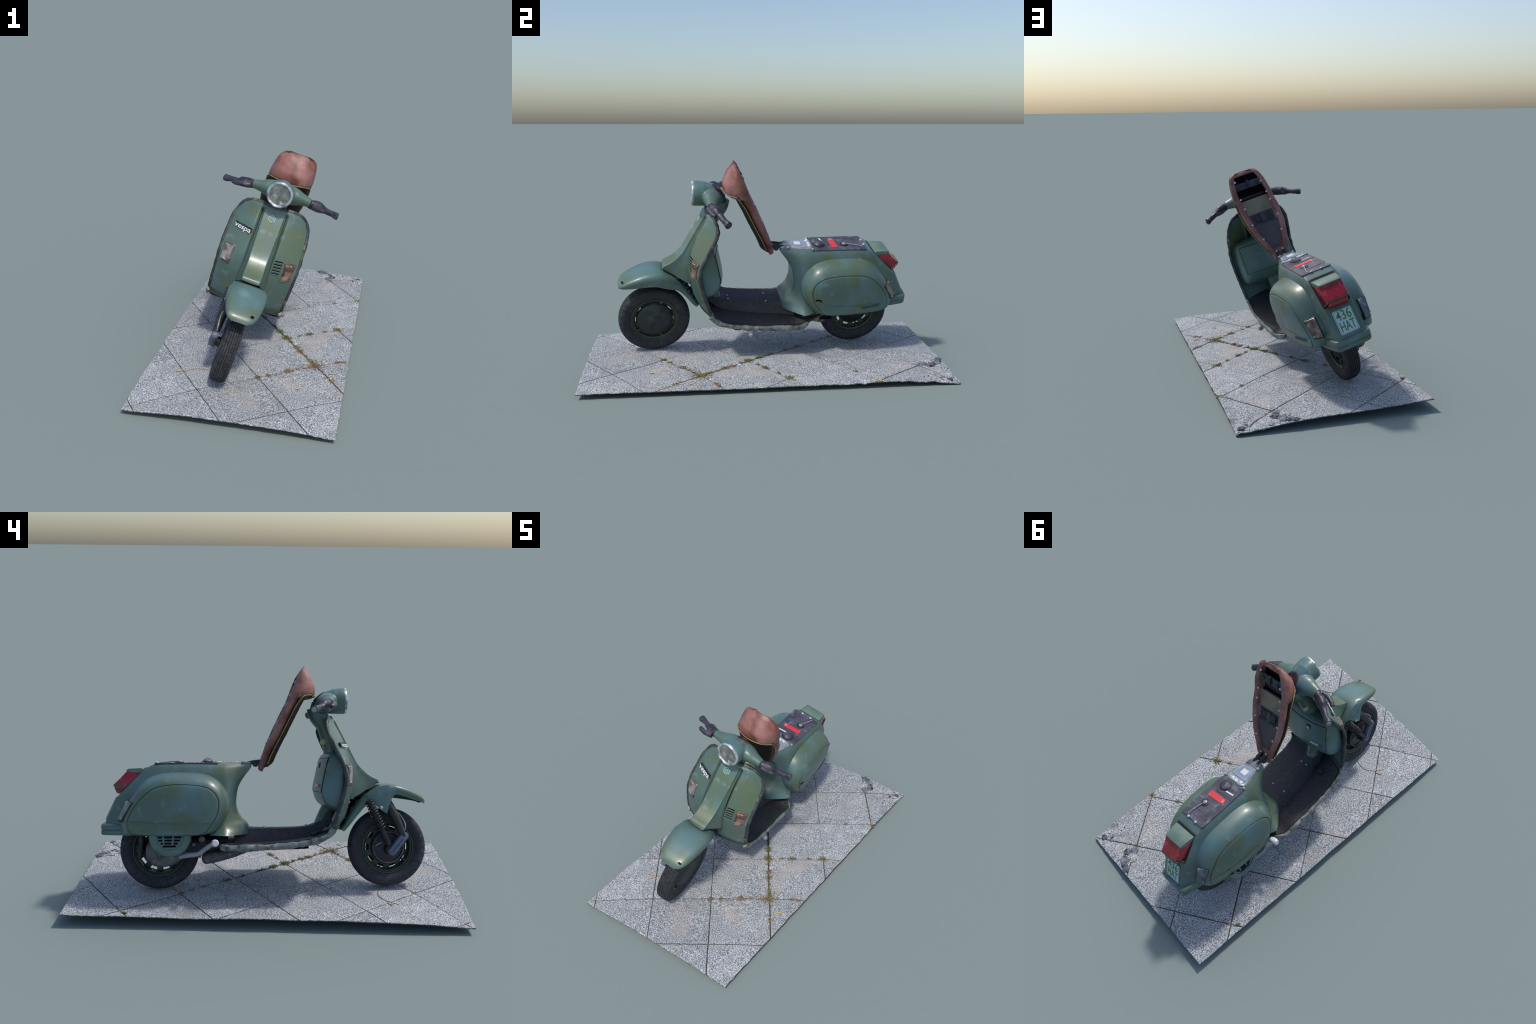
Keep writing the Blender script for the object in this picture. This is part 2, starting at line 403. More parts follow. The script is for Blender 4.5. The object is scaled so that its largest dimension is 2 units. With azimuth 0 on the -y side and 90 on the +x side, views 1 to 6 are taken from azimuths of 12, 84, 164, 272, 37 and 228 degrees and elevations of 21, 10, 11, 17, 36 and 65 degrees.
for sd, mt in ((1, AMBER), (-1, SMOKE)):
    q = [(.119, .697, .523), (.180, .667, .511), (.164, .724, .414), (.117, .752, .416)]
    q = [(sd * x, y, z) for x, y, z in q]
    nrm = Vector((sd * .50, .76, .42))
    ind = slab('rear_indicator', [tuple(Vector(p) - nrm * .006) for p in (q if sd > 0 else q[::-1])], .014, BLACK, S, bevel=.003, normal=nrm, rounding=.006)
    c = sum((Vector(p) for p in q), Vector()) / 4
    slab('indicator_lens', [tuple(c + (Vector(p) - c) * .9 + nrm.normalized() * .006) for p in (q if sd > 0 else q[::-1])], .006, mt, ind, bevel=.003, normal=nrm, rounding=.006)
    for p in (q[0], q[2]):
        disc('lens_screw', c + (Vector(p) - c) * .72 + nrm.normalized() * .011, nrm, .004, .003, RIVET, ind, n=10)

# ------------------------------------------------------------------ deck under the saddle
deck = slab('deck_plate', [(.084, .268, .7035), (.0875, .35, .7035), (.088, .572, .7035), (-.088, .572, .7035), (-.0875, .35, .7035), (-.084, .268, .7035)], .005, DECK, S, bevel=.002, normal=(0, 0, 1), rounding=.012)
lid = slab('tank_lid', [(.043, .128, .704), (.046, .14, .704), (.072, .246, .704), (.05, .262, .704), (-.05, .262, .704), (-.072, .246, .704), (-.046, .14, .704), (-.043, .128, .704)], .007, STEEL, S, bevel=.003, normal=(0, 0, 1), rounding=.012)
slab('lid_panel', [(.036, .142, .7105), (.058, .228, .7105), (-.058, .228, .7105), (-.036, .142, .7105)], .004, TANK, lid, bevel=.003, normal=(0, 0, 1), rounding=.012)
slab('paper_label', [(.018, .165, .7146), (.018, .200, .7146), (-.022, .200, .7146), (-.022, .165, .7146)], .0008, WHITE, lid, bevel=.0003, normal=(0, 0, 1))
pr = []
for i in range(9):
    x = -.058 + i * .0125 + .004 * math.sin(i * 5.1)
    pr.append(disc_data((x, .247 + .005 * math.sin(i * 2.3), .7095), (0, 0, 1), .007 + .0035 * math.sin(i * 3.7), .0035, 9, .001))
ob = mesh('peeling_sealant', *join_data(*pr), WHITE, lid); ob['kind'] = 'stuff'
hp = slab('hinge_plate', [(.034, .080, .702), (.052, .128, .703), (-.052, .128, .703), (-.034, .080, .702)], .008, STEEL, S, bevel=.003, normal=(0, 0, 1), rounding=.008)
for sx in (-1, 1):
    disc('plate_bolt', (sx * .044, .122, .711), (0, 0, 1), .008, .005, RIVET, hp, 12)
    disc('plate_bolt', (sx * .076, .258, .706), (0, 0, 1), .0085, .008, STEEL, deck, 12, .003)
    disc('plate_bolt', (sx * .030, .568, .7085), (0, 0, 1), .0075, .004, RIVET, deck, 12, .002)
hv, hf = tube_data([(-.030, .058, .700), (.030, .058, .700)], .015, 14)
parts = [(hv, hf)]
for sx in (-.017, .017):
    parts.append(tube_data(spline([(sx, .100, .703), (sx, .075, .709), (sx, .050, .713), (sx * 1.1, .025, .712)], 10), .010, 8))
mesh('saddle_hinge', *join_data(*parts), BLACK, S)
disc('fuel_cap', (.015, .306, .708), (0, 0, 1), .029, .012, DECK, deck, 28, .014)
disc('cap_ring', (.015, .306, .708), (0, 0, 1), .036, .004, BLACK, deck, 28)
slab('caution_label', [(.055, .374, .7083), (.055, .410, .7083), (-.056, .404, .7083), (-.056, .370, .7083)], .002, LABELRED, deck, bevel=.0006, normal=(0, 0, 1), rounding=.008)
slab('white_label', [(-.012, .327, .7083), (-.012, .336, .7083), (-.065, .331, .7083), (-.065, .322, .7083)], .002, WHITE, deck, bevel=.0005, normal=(0, 0, 1))
disc('tap_collar', (.023, .452, .708), (0, 0, 1), .024, .005, BLACK, deck, 24)
disc('tap_knob', (.023, .452, .712), (0, 0, 1), .013, .006, STEEL, deck, 18, .003)
tube('tap_rod', spline([(.023, .452, .716), (.036, .50, .714), (.046, .545, .7095), (.048, .556, .7095)], 14), .003, STEEL, deck, n=8)
for y0, x0, x1 in ((.358, .077, -.076), (.505, .030, -.078)):
    tube('pressed_line', [(x0, y0, .7085), (x1, y0 - .001, .7085)], .0022, DECK, deck, n=8)

# ------------------------------------------------------------------ leg shield and footboard: one sheet, split at the bend
#        edge y, edge z, centre y, centre z, half width
SHEET = [(-.320, .933, -.342, .936, .070), (-.314, .929, -.347, .932, .112), (-.307, .920, -.352, .923, .142), (-.299, .902, -.358, .905, .163), (-.297, .882, -.368, .884, .177), (-.303, .855, -.382, .857, .189),
         (-.322, .810, -.402, .812, .199), (-.361, .730, -.428, .732, .205), (-.386, .670, -.440, .672, .207), (-.391, .608, -.443, .610, .207), (-.375, .540, -.435, .542, .205),
         (-.352, .456, -.415, .458, .203), (-.338, .420, -.400, .422, .203), (-.322, .390, -.378, .390, .204)]
FLOOR = [(-.322, .390, -.378, .390, .204), (-.297, .362, -.340, .362, .206), (-.262, .342, -.29, .344, .209), (-.21, .328, -.222, .328, .213), (-.14, .317, -.142, .317, .216), (-.05, .309, -.05, .309, .218),
         (.05, .304, .05, .304, .219), (.14, .302, .14, .302, .219), (.185, .302, .185, .302, .217), (.215, .302, .215, .302, .203), (.238, .302, .238, .302, .178), (.30, .303, .30, .303, .130), (.36, .304, .36, .304, .10)]
def sheet_rows(tabl, n):
    return spline(tabl, n)
def shield_pt(row, u, off=0):
    ey, ez, cy, cz, w = row; k = abs(u) ** 2.2
    v = .020 * math.exp(-((abs(u * w) - .064) / .0085) ** 2) * max(0, min(1, (cz - .50) / .06)) * max(0, min(1, (.925 - cz) / .02))   # gutter beside the horn cover
    return (u * w, cy + (ey - cy) * k + off + v, cz + (ez - cz) * k)
def shield_y(x, z):
    """front surface of the leg shield"""
    T = np.array(SHEET)
    row = [float(pchip(T[:, 1], T[:, i], z)) for i in range(5)]
    return shield_pt(row, min(1, abs(x) / row[4]))[1]
def sheet(name, rows, thick, mat, parent, nu=41, inset=0.0, lift=0.0, dirn=(0, 1, 0)):
    U = np.linspace(-1, 1, nu); m = len(rows)
    d = np.array(dirn, float); V = []; F = []
    R2 = [list(r) for r in rows]
    for r in R2: r[4] -= inset
    for layer in (0, 1):
        for r in R2:
            for u in U:
                p = np.array(shield_pt(r, u)) + d * (lift + layer * thick); V.append(tuple(p))
    o = m * nu
    for i in range(m - 1):
        for j in range(nu - 1):
            a = i * nu + j
            F.append((a, a + 1, a + nu + 1, a + nu)); F.append((o + a, o + a + nu, o + a + nu + 1, o + a + 1))
    edge = [i * nu for i in range(m)] + [(m - 1) * nu + j for j in range(1, nu)] + [i * nu + nu - 1 for i in range(m - 2, -1, -1)] + [j for j in range(nu - 2, 0, -1)]
    for a, b in zip(edge, edge[1:] + edge[:1]):
        F.append((a, b, o + b, o + a))
    return mesh(name, V, F, mat, parent, 40)
rows = sheet_rows(SHEET, 46)
shield = sheet('leg_shield', rows, .014, PAINT, S, nu=121)
# beading round the shield rim, knobbly from wear
rim = [shield_pt(r, -1, .007) for r in rows[::-1]] + [shield_pt(rows[0], u, .007) for u in np.linspace(-.8, .8, 9)] + [shield_pt(r, 1, .007) for r in rows]
rim = np.array(rim); rim[:, 0] += np.sign(rim[:, 0]) * .002
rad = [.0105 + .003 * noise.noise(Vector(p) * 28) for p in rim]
v, f = tube_data(rim, rad, 10)
v = [Vector(p) + .003 * noise.noise_vector(Vector(p) * 60) for p in v]
mesh('shield_beading', v, f, WORN_EDGE, shield, 60)
frows = sheet_rows(FLOOR, 60)
floor = sheet('footboard', frows, -.016, PAINT_DARK, S, dirn=(0, 0, 1))
mrows = [r for r in frows if -.30 < r[0] < .26]
sheet('floor_mat', mrows, .003, MAT, floor, inset=.012, lift=.001, dirn=(0, 0, 1))
for sd in (-1, 1):
    path = np.array([(sd * r[4], r[0], r[1] - .014) for r in frows if r[0] < .245])
    v, f = tube_data(path, [.0095 + .003 * noise.noise(Vector(p) * 25) for p in path], 12, 1.7)
    v = [Vector(p) + .003 * noise.noise_vector(Vector(p) * 50) for p in v]
    mesh('footboard_lip', v, f, LIP, floor, 60)
# centre tunnel with rubber strip
TUN = [(-.335, .50, .040, .05, .40), (-.300, .455, .038, .052, .37), (-.272, .408, .036, .055, .345), (-.222, .383, .036, .06, .326), (-.165, .374, .038, .066, .315), (-.07, .371, .046, .076, .306), (.05, .371, .056, .086, .301), (.11, .374, .066, .094, .30), (.17, .376, .07, .12, .30)]
secs = []
for y, zt, wt, wb, zb in spline(TUN, 40):
    secs.append([(x, y, z) for x, z in chaikin([(-wb, zb), (-wb * .9, zb + .012), (-wt, zt - .006), (-wt * .9, zt), (wt * .9, zt), (wt, zt - .006), (wb * .9, zb + .012), (wb, zb)], 2)])
tunnel = loft('centre_tunnel', secs, MAT, floor, angle=40)
for x, y, z in ((-.02, -.205, .380), (.021, -.206, .380), (-.045, .012, .371), (.047, .012, .371)):
    disc('mat_rivet', (x, y, z), (0, 0, 1), .0055, .003, RIVET, tunnel, 10, .001)
tube('lower_column', spline([(0, -.285, .385), (0, -.305, .43), (0, -.328, .48), (0, -.345, .54)], 14), [.040] * 14, PAINT, S, n=20)
slab('foot_brake_pedal', [(-.115, -.255, .345), (-.078, -.255, .345), (-.078, -.222, .338), (-.115, -.222, .338)], .012, BLACK, S, normal=(0, .2, 1), rounding=.006)
tube('pedal_arm', [(-.075, -.238, .338), (-.03, -.235, .345)], .007, BLACK, S, n=8)

# ------------------------------------------------------------------ horn cover down the front
FR = [(-.352, .920), (-.384, .860), (-.418, .794), (-.456, .722), (-.480, .686), (-.510, .656), (-.542, .634), (-.572, .619), (-.580, .604)]
BK = [(-.325, .925), (-.360, .870), (-.390, .805), (-.418, .730), (-.428, .680), (-.433, .630), (-.434, .590), (-.434, .550), (-.432, .520)]
WF = [.054, .053, .052, .050, .0495, .049, .049, .048, .047]
WB = [.056, .057, .059, .062, .065, .068, .072, .075, .076]
fr, bk, wf, wb = spline(FR, 40), spline(BK, 40), spline(np.array(WF)[:, None], 40)[:, 0], spline(np.array(WB)[:, None], 40)[:, 0]
secs = []
for i in range(40):
    F_, B_, a, b = Vector((0, *fr[i])), Vector((0, *bk[i])), wf[i], wb[i]
    d = (B_ - F_)
    def pt(x, t): q = F_ + d * t; return (x, q.y, q.z)
    k = min(.3, .010 / max(d.length, .02))
    half = [pt(0, .0), pt(a * .80, .0), pt(a * .93, .0), pt(a - .0005, k * .25), pt(a + .001, k * 1.2), pt(a + (b - a) * .25, .45), pt(b, .85), pt(b + .006, 1.15)]
    secs.append(chaikin(mirror(half), 2))
horn = loft('horn_cover', secs, PAINT, S, angle=40)
tube('cover_trim', spline([(-.047, -.560, .607), (-.044, -.574, .603), (-.028, -.580, .602), (.028, -.580, .602), (.044, -.574, .603), (.047, -.560, .607)], 30), .004, PAINT_DARK, horn, n=8)
for sd in (1, -1):
    pp = [(sd * .0635, shield_y(.0635, z) - .0005, z) for z in np.linspace(.60, .905, 30)]
    tube('cover_joint', pp, .0022, VOID, horn, n=6)
# hexagonal badge
bn = Vector((0, -.9, .44)).normalized(); bu = Vector((0, .44, .9)).normalized(); bc = Vector((-.005, -.3745, .882))
hexa = lambda r, h: [tuple(bc + bn * h + Vector((math.cos(a), 0, 0)) * r + bu * math.sin(a) * r) for a in [PI / 6 + i * PI / 3 for i in range(6)]]
bd = slab('hexagon_badge', hexa(.0215, -.004), .007, CREAM, horn, bevel=.001, normal=bn)
slab('badge_field', hexa(.018, .003), .001, TEAL, bd, bevel=.0003, normal=bn)
parts = []
for p, q in (((-.010, .004), (.0, .010)), ((0, .010), (.011, .003)), ((-.012, -.003), (0, .002)), ((0, .002), (.012, -.005)), ((-.008, -.009), (.006, -.012))):
    parts.append(tube_data([tuple(bc + bn * .0042 + Vector((a, 0, 0)) + bu * b) for a, b in (p, q)], .0011, 6))
mesh('badge_emblem', *join_data(*parts), CREAM, bd)

# script emblem, louvres, front indicators on the shield
def shield_frame(x, z):
    p = Vector((x, shield_y(x, z), z))
    tx = Vector((.02, shield_y(x + .01, z) - shield_y(x - .01, z), 0)).normalized()
    tz = Vector((0, shield_y(x, z + .01) - shield_y(x, z - .01), .02)).normalized()
    return p, tx, tz, tx.cross(tz).normalized()
a = Vector((-.172, shield_y(-.172, .790), .790)); b = Vector((-.078, shield_y(-.078, .790), .790))
p = (a + b) / 2; tx = (b - a).normalized(); tz = shield_frame(-.125, .79)[2]; nr = tx.cross(tz)
L_ = (b - a).length / 2
pl = [tuple(p + tx * s * L_ + tz * t + nr * .004) for s, t in ((-1, -.004), (1, -.006), (1, .016), (-1, .016))]
em = slab('name_emblem', pl, .006, BLACK, shield, bevel=.001, normal=nr)
text('emblem_script', 'vespa', .036, p + tz * .000 + nr * .0125, tx, tz, WHITE, em, depth=.003, width=2 * L_ * .96, bold=.0003)
for i in range(5):
    z = .694 - i * .0165
    q = [Vector((x, shield_y(x, z + dz), z + dz)) for x, dz in ((.082, -.004), (.124, -.004), (.124, .0035), (.082, .0035))]
    nr = Vector((.2, -1, .1)).normalized()
    slab('louvre_slot', [tuple(v_ + nr * .0005) for v_ in q], .0015, VOID, shield, bevel=.0004, normal=nr, rounding=.003)
    tube('louvre_lip', [tuple(v_ + nr * .002) for v_ in (q[0] - Vector((0, 0, .001)), q[1] - Vector((0, 0, .001)))], .0028, PAINT, shield, n=8)
for sd, mt in ((1, AMBER), (-1, PALE_LENS)):
    q = [(.135, -.418, .700), (.1925, -.386, .698), (.1925, -.393, .594), (.139, -.4205, .593)]
    q = [Vector((sd * x, y, z)) for x, y, z in (q if sd < 0 else q[::-1])]
    nr = Vector((sd * .45, -.88, .03)).normalized()
    ind = slab('front_indicator', [tuple(v_ - nr * .003) for v_ in q], .0095, AMBER if sd > 0 else RUSTY, shield, bevel=.002, normal=nr, rounding=.006)
    c = sum(q, Vector()) / 4
    slab('indicator_lens', [tuple(c + (v_ - c) * .84 + nr * .005) for v_ in q], .006, mt, ind, bevel=.004, normal=nr, rounding=.006)
    for t in (.86, -.86):
        disc('lens_screw', c + Vector((0, 0, .047 * t)) + nr * .008, nr, .004, .003, RIVET, ind, 10)

# ------------------------------------------------------------------ glove box
GZ = [.452, .460, .473, .489, .510, .530, .560, .630, .700, .732, .748, .757]
GB = [-.350, -.327, -.306, -.277, -.258, -.250, -.244, -.256, -.272, -.281, -.291, -.316]
secs = []
for z in np.linspace(.452, .757, 44):
    yb = float(pchip(GZ, GB, z)); wd = float(pchip([.452, .47, .50, .56, .70, .735, .757], [.156, .168, .177, .180, .178, .172, .158], z))
    half = [(0, yb), (.08, yb - .006), (wd - .026, yb - .018), (wd - .008, yb - .030), (wd, yb - .055), (wd + .004, min(-.345, yb - .09)), (wd + .004, -.385), (.10, -.41), (0, -.42)]
    secs.append([(x, max(y, shield_y(x, z) + .010), z) for x, y in chaikin(mirror(half), 2)])
glove = loft('glove_box', secs, PAINT, S, angle=32)
# lid: panel proud of the box back
nv, nu = 16, 25; V = []; F = []
for layer, ins in ((0, 0), (.0035, 0), (.0045, .003)):
    for i in range(nv):
        for j in range(nu):
            u = -1 + 2 * j / (nu - 1); z = .560 + (.728 - .560) * i / (nv - 1)
            z = .644 + (z - .644) * (1 - ins / .084); x = u * (.160 - ins)
            yb = float(pchip(GZ, GB, z)); y = yb - (.006 * min(1, abs(x) / .08) + max(0, abs(x) - .08) / .068 * .013)
            V.append((x, y - .0015 + layer, z))
o = nv * nu
for i in range(nv - 1):
    for j in range(nu - 1):
        a = 2 * o + i * nu + j; F.append((a, a + 1, a + nu + 1, a + nu))
ed = [j for j in range(nu)] + [i * nu + nu - 1 for i in range(1, nv)] + [(nv - 1) * nu + j for j in range(nu - 2, -1, -1)] + [i * nu for i in range(nv - 2, 0, -1)]
for l in (0, 1):
    for a, b in zip(ed, ed[1:] + ed[:1]):
        F.append((l * o + a, l * o + b, (l + 1) * o + b, (l + 1) * o + a))
me_used = sorted({i for f_ in F for i in f_}); remap = {k: i for i, k in enumerate(me_used)}
glid = mesh('glove_box_lid', [V[i] for i in me_used], [tuple(remap[i] for i in f_) for f_ in F], PAINT, glove, 35)
gy = lambda z: float(pchip(GZ, GB, z))
def lid_y(x, z): return float(pchip(GZ, GB, z)) - (.006 * min(1, abs(x) / .08) + max(0, abs(x) - .08) / .068 * .013)
gap = [(x, .5585) for x in np.linspace(-.162, .162, 20)] + [(.162, z) for z in np.linspace(.57, .72, 8)] + [(x, .7295) for x in np.linspace(.162, -.162, 20)] + [(-.162, z) for z in np.linspace(.72, .5585, 8)]
tube('lid_gap', [(x, lid_y(x, z) + .0005, z) for x, z in gap], .0012, VOID, glid, n=6)  # thin black tube modelled for the dark of the seam
slab('lock_plate', [(-.030, gy(.69) + .0005, .670), (-.030, gy(.71) + .0005, .708), (-.062, gy(.71) - .0015, .708), (-.062, gy(.69) - .0015, .670)], .004, BLACK, glid, bevel=.001, normal=(0, 1, .1))
disc('lock_barrel', (-.046, gy(.69) + .003, .690), (0, 1, .15), .010, .004, RIVET, glid, 18, .001)
gt = Vector((-.10, -.035, 0)).normalized()
text('model_script', 'PK50', .020, (-.086, lid_y(.086, .590) + .0055, .590), (-.1, (lid_y(.106, .59) - lid_y(.066, .59)) * 2.5, 0), (0, -.15, 1), WHITE, glid, depth=.003, width=.054, bold=.0006)
text('model_script', 'XL', .020, (-.132, lid_y(.132, .590) + .0055, .590), (-.1, (lid_y(.142, .59) - lid_y(.122, .59)) * 5, 0), (0, -.15, 1), LABELRED, glid, depth=.003, width=.026, bold=.0006)

# ------------------------------------------------------------------ steering column, headset, lamp, grips
tube('steering_column', spline([(0, -.354, .70), (0, -.344, .76), (0, -.325, .84), (0, -.304, .90), (0, -.270, .95), (0, -.262, .99)], 24), list(pchip([0, .3, .55, .7, 1], [.050, .046, .044, .047, .052], np.linspace(0, 1, 24))), PAINT, S, n=24)
tube('sticker', [(-.028, -.297, .800), (-.030, -.296, .815), (-.029, -.291, .828)], [.014, .022, .012], CREAM, S, n=10, squash=.6)
bars = bpy.data.objects.new('handlebar_tmp', None)
STEER = Matrix.Translation((0, -.30, 1.0)) @ Matrix.Rotation(math.radians(-3.5), 4, Vector((0, .36, .93))) @ Matrix.Translation((0, .30, -1.0))
bpy.data.objects.remove(bars)
secs = []
for x in np.linspace(-.156, .156, 33):
    a = abs(x)
    y0 = float(pchip([0, .04, .07, .105, .156], [-.300, -.302, -.306, -.310, -.311], a)); hy = float(pchip([0, .05, .08, .11, .156], [.054, .054, .050, .038, .025], a))
    z0 = float(pchip([0, .05, .09, .156], [1.012, 1.012, 1.014, 1.009], a)); hz = float(pchip([0, .05, .08, .11, .156], [.054, .052, .044, .032, .023], a))
    secs.append([(x, y0 + hy * math.cos(w), z0 + hz * math.sin(w) + .25 * hz * math.cos(w) * -1) for w in np.linspace(0, 2 * PI, 24, endpoint=False)])
core = loft_data(secs)
lamp_secs = []
for y, r, dz in ((-.409, .068, 0), (-.385, .0685, 0), (-.350, .066, -.001), (-.315, .058, -.006), (-.280, .044, -.014), (-.262, .03, -.018)):
    lamp_secs.append([(r * math.cos(w), y, 1.027 + dz + r * math.sin(w)) for w in np.linspace(0, 2 * PI, 28, endpoint=False)])
neck = tube_data([(0, -.268, .955), (0, -.285, 1.01)], [.048, .05], 20)
bowl = []
for y, r in ((-.44, .054), (-.408, .0535), (-.396, .051), (-.382, .044), (-.370, .030), (-.366, .012)):
    bowl.append([(r * math.cos(w), y, 1.027 + r * math.sin(w)) for w in np.linspace(0, 2 * PI, 36, endpoint=False)])
headset = blend('headset', join_data(core, loft_data(lamp_secs), neck), PAINT, S, voxel=.0035, smooth=7, cut=loft_data(bowl))
headset.data.transform(STEER)
lampo = []
ring = revolve_data([(.0525, .010), (.0525, .001), (.056, -.004), (.062, -.005), (.066, -.001), (.067, .006), (.060, .008)], (0, 0, 0), 40)
dome = []
for r, h in ((.0535, .002), (.0525, .010), (.049, .018), (.042, .029), (.029, .040), (.012, .044), (.001, .0445)):
    dome.append([(h, r * math.sin(w), r * math.cos(w)) for w in np.linspace(0, 2 * PI, 40, endpoint=False)])
to_front = lambda d: ([STEER @ Vector((v_[1], -.412 + v_[0], 1.027 + v_[2])) for v_ in d[0]], d[1])
ring = to_front(ring)
mesh('lamp_ring', [Vector(p) + .0025 * noise.noise_vector(Vector(p) * 45) for p in ring[0]], ring[1], CHROME, headset, 60)
v, f = to_front(loft_data(dome))
mesh('headlamp_lens', [Vector(p) + .0012 * noise.noise_vector(Vector(p) * 70) for p in v], f, LENS, headset, 60)
# instrument on the back of the headset
iv = disc_data((0, -.279, 1.046), (0, .62, .78), .040, .010, 28, -.002)
mesh('speedometer_bezel', [STEER @ Vector(p) for p in iv[0]], iv[1], GRIP, headset, 40)
iv = disc_data((0, -.2725, 1.0545), (0, .62, .78), .031, .002, 28, .001)
mesh('speedometer_face', [STEER @ Vector(p) for p in iv[0]], iv[1], BLACK, headset, 40)
iv = tube_data([(-.01, -.271, 1.058), (.016, -.2745, 1.060)], .0015, 6)
mesh('speedometer_needle', [STEER @ Vector(p) for p in iv[0]], iv[1], LABELRED, headset, 40)
for sd in (1, -1):
    P = spline([(sd * .150, -.311, 1.008), (sd * .178, -.300, 1.002), (sd * .205, -.287, .995), (sd * .232, -.272, .986), (sd * .262, -.256, .978), (sd * (.290 if sd < 0 else .284), -.243, .972), (sd * (.312 if sd < 0 else .302), -.232, .967)], 40)
    r = pchip([0, .08, .25, .42, .50, .58, .80, .90, 1], [.0225, .025, .0265, .0235, .0185, .015, .015, .018, .019], np.linspace(0, 1, 40))
    v, f = tube_data(P, r, 18)
    v = [STEER @ (Vector(p) + .004 * noise.noise_vector(Vector(p) * 35 + Vector((sd * 9, 0, 0)))) for p in v]
    grip = mesh('handlebar_grip', v, f, GRIP, S, 40)
    lv = spline([(sd * .165, -.334, 1.004), (sd * .200, -.338, .998), (sd * .235, -.328, .990), (sd * .255, -.316, .985)] if sd < 0 else [(sd * .165, -.333, 1.002), (sd * .195, -.322, .995), (sd * .225, -.305, .990), (sd * .240, -.295, .988)], 16)
    v, f = tube_data(lv, list(np.linspace(.016, .011, 16)), 10)
    mesh('control_lever', [STEER @ (Vector(p) + .002 * noise.noise_vector(Vector(p) * 50)) for p in v], f, GRIP, grip, 40)
    v, f = disc_data((sd * (.3125 if sd < 0 else .3025), -.2315, .967), (sd, .45, -.15), .014, .004, 16, .003)
    mesh('bar_end', [STEER @ Vector(p) for p in v], f, STEEL if sd < 0 else GRIP, grip, 40)

# ------------------------------------------------------------------ saddle, flipped up on its front hinge
SZ = [.662, .675, .70, .74, .787, .85, .914, .97, 1.010, 1.032, 1.046, 1.060, 1.090, 1.128, 1.157, 1.181, 1.196, 1.203]
SR = [.032, .044, .042, .026, .009, -.019, -.050, -.078, -.098, -.108, -.114, -.120, -.132, -.147, -.160, -.174, -.186, -.196]
SF = [.022, -.002, -.020, -.036, -.058, -.090, -.122, -.150, -.172, -.185, -.235, -.254, -.257, -.247, -.235, -.219, -.205, -.198]
SW = [.034, .044, .052, .068, .085, .105, .116, .120, .119, .119, .119, .119, .117, .111, .104, .094, .078, .060]
SC = lambda z: max(0, (z - .70)) * .048                       # sags sideways on the hinge
seat_r = lambda z: float(pchip(SZ, SR, z)); seat_f = lambda z: float(pchip(SZ, SF, z)); seat_w = lambda z: float(pchip(SZ, SW, z))
def seat_rec(z):
    return float(pchip([.70, .73, .80, 1.02, 1.036, 1.042, 1.098, 1.106, 1.165, 1.184], [0, .016, .030, .032, .034, .075, .080, .045, .035, 0], z)) if .70 < z < 1.184 else 0
secs = []
ZS = sorted(list(np.linspace(.662, 1.0, 34)) + list(np.linspace(1.006, 1.203, 50)))
for z in ZS:
    w, yr, yf, c = seat_w(z), seat_r(z), seat_f(z), SC(z)
    if z < 1.036: yf = min(yf + .017, yr - .012)
    d = yr - yf; hump = 1 if z > 1.04 else 0
    rec = seat_rec(z)
    rimw = min(.034, w * .5)
    rnd = .016 * hump
    hk = float(pchip([1.036, 1.056, 1.17, 1.20], [0, 1, 1, .3], z)) if z > 1.036 else 0
    half = [(0, yf), (w * .55, yf + .001 + .008 * hk), (w - .018 - .006 * hk, yf + .004 + .030 * hk), (w - .004, yf + min(.022 + .050 * hk, d * .6)), (w, yr - d * (.35 - .1 * hk)), (w - .001, yr - .010), (w - .007, yr), (w - rimw, yr - .001), (w - rimw - .002, yr - .003 - rec), (0, yr - .003 - rec)]
    loop = chaikin(mirror(half), 2)
    q = []
    for x, y in loop:
        nz = noise.noise(Vector((x * 22, y * 22, z * 22))) * .0022 + noise.noise(Vector((x * 70, y * 70, z * 70))) * .0008
        q.append((x * (1 + nz * 8) + c, y + nz, z))
    secs.append(q)
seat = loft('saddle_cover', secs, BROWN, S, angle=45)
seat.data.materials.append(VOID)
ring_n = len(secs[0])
for k_, p_ in enumerate(seat.data.polygons):           # tail hump recess: inner faces coloured black to show its deep shade
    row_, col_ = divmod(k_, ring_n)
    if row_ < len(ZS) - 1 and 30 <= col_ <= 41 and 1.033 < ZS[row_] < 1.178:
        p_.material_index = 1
# dark sitting surface and its piping
secs = []
for z in np.linspace(.685, 1.052, 46):
    w, c = seat_w(z) - .004, SC(z)
    zc = min(z, 1.030); yf = seat_f(zc) - max(0, z - 1.030) * .55
    if z < .70: yf += .004
    yb = yf + .019; yf -= .010 * min(1, (z - .685) / .03, (1.056 - z) / .02)
    half = [(0, yf - .001), (w * .6, yf), (w - .012, yf + .004), (w, yf + .012), (w + .002, yb), (w * .9, yb + .006), (0, yb + .006)]
    secs.append([(x + c + .0, y + .0015 * noise.noise(Vector((x, y, z)) * 30), z) for x, y in chaikin(mirror(half), 2)])
cush = loft('sitting_surface', secs, CUSHION, seat, angle=45)
secs = []
for t in np.linspace(0, 1, 12):
    y = -.172 - t * .066; z = 1.036 + t * .010; w = .112 * math.sqrt(max(0, 1 - (t * .93) ** 2)); c = SC(z)
    secs.append([(x + c, y, z + dz) for x, dz in ((-w, .012), (-w, 0), (-w * .5, -.004), (w * .5, -.004), (w, 0), (w, .012))])
loft('hump_underside', secs, CUSHION, seat, angle=45)
parts = []
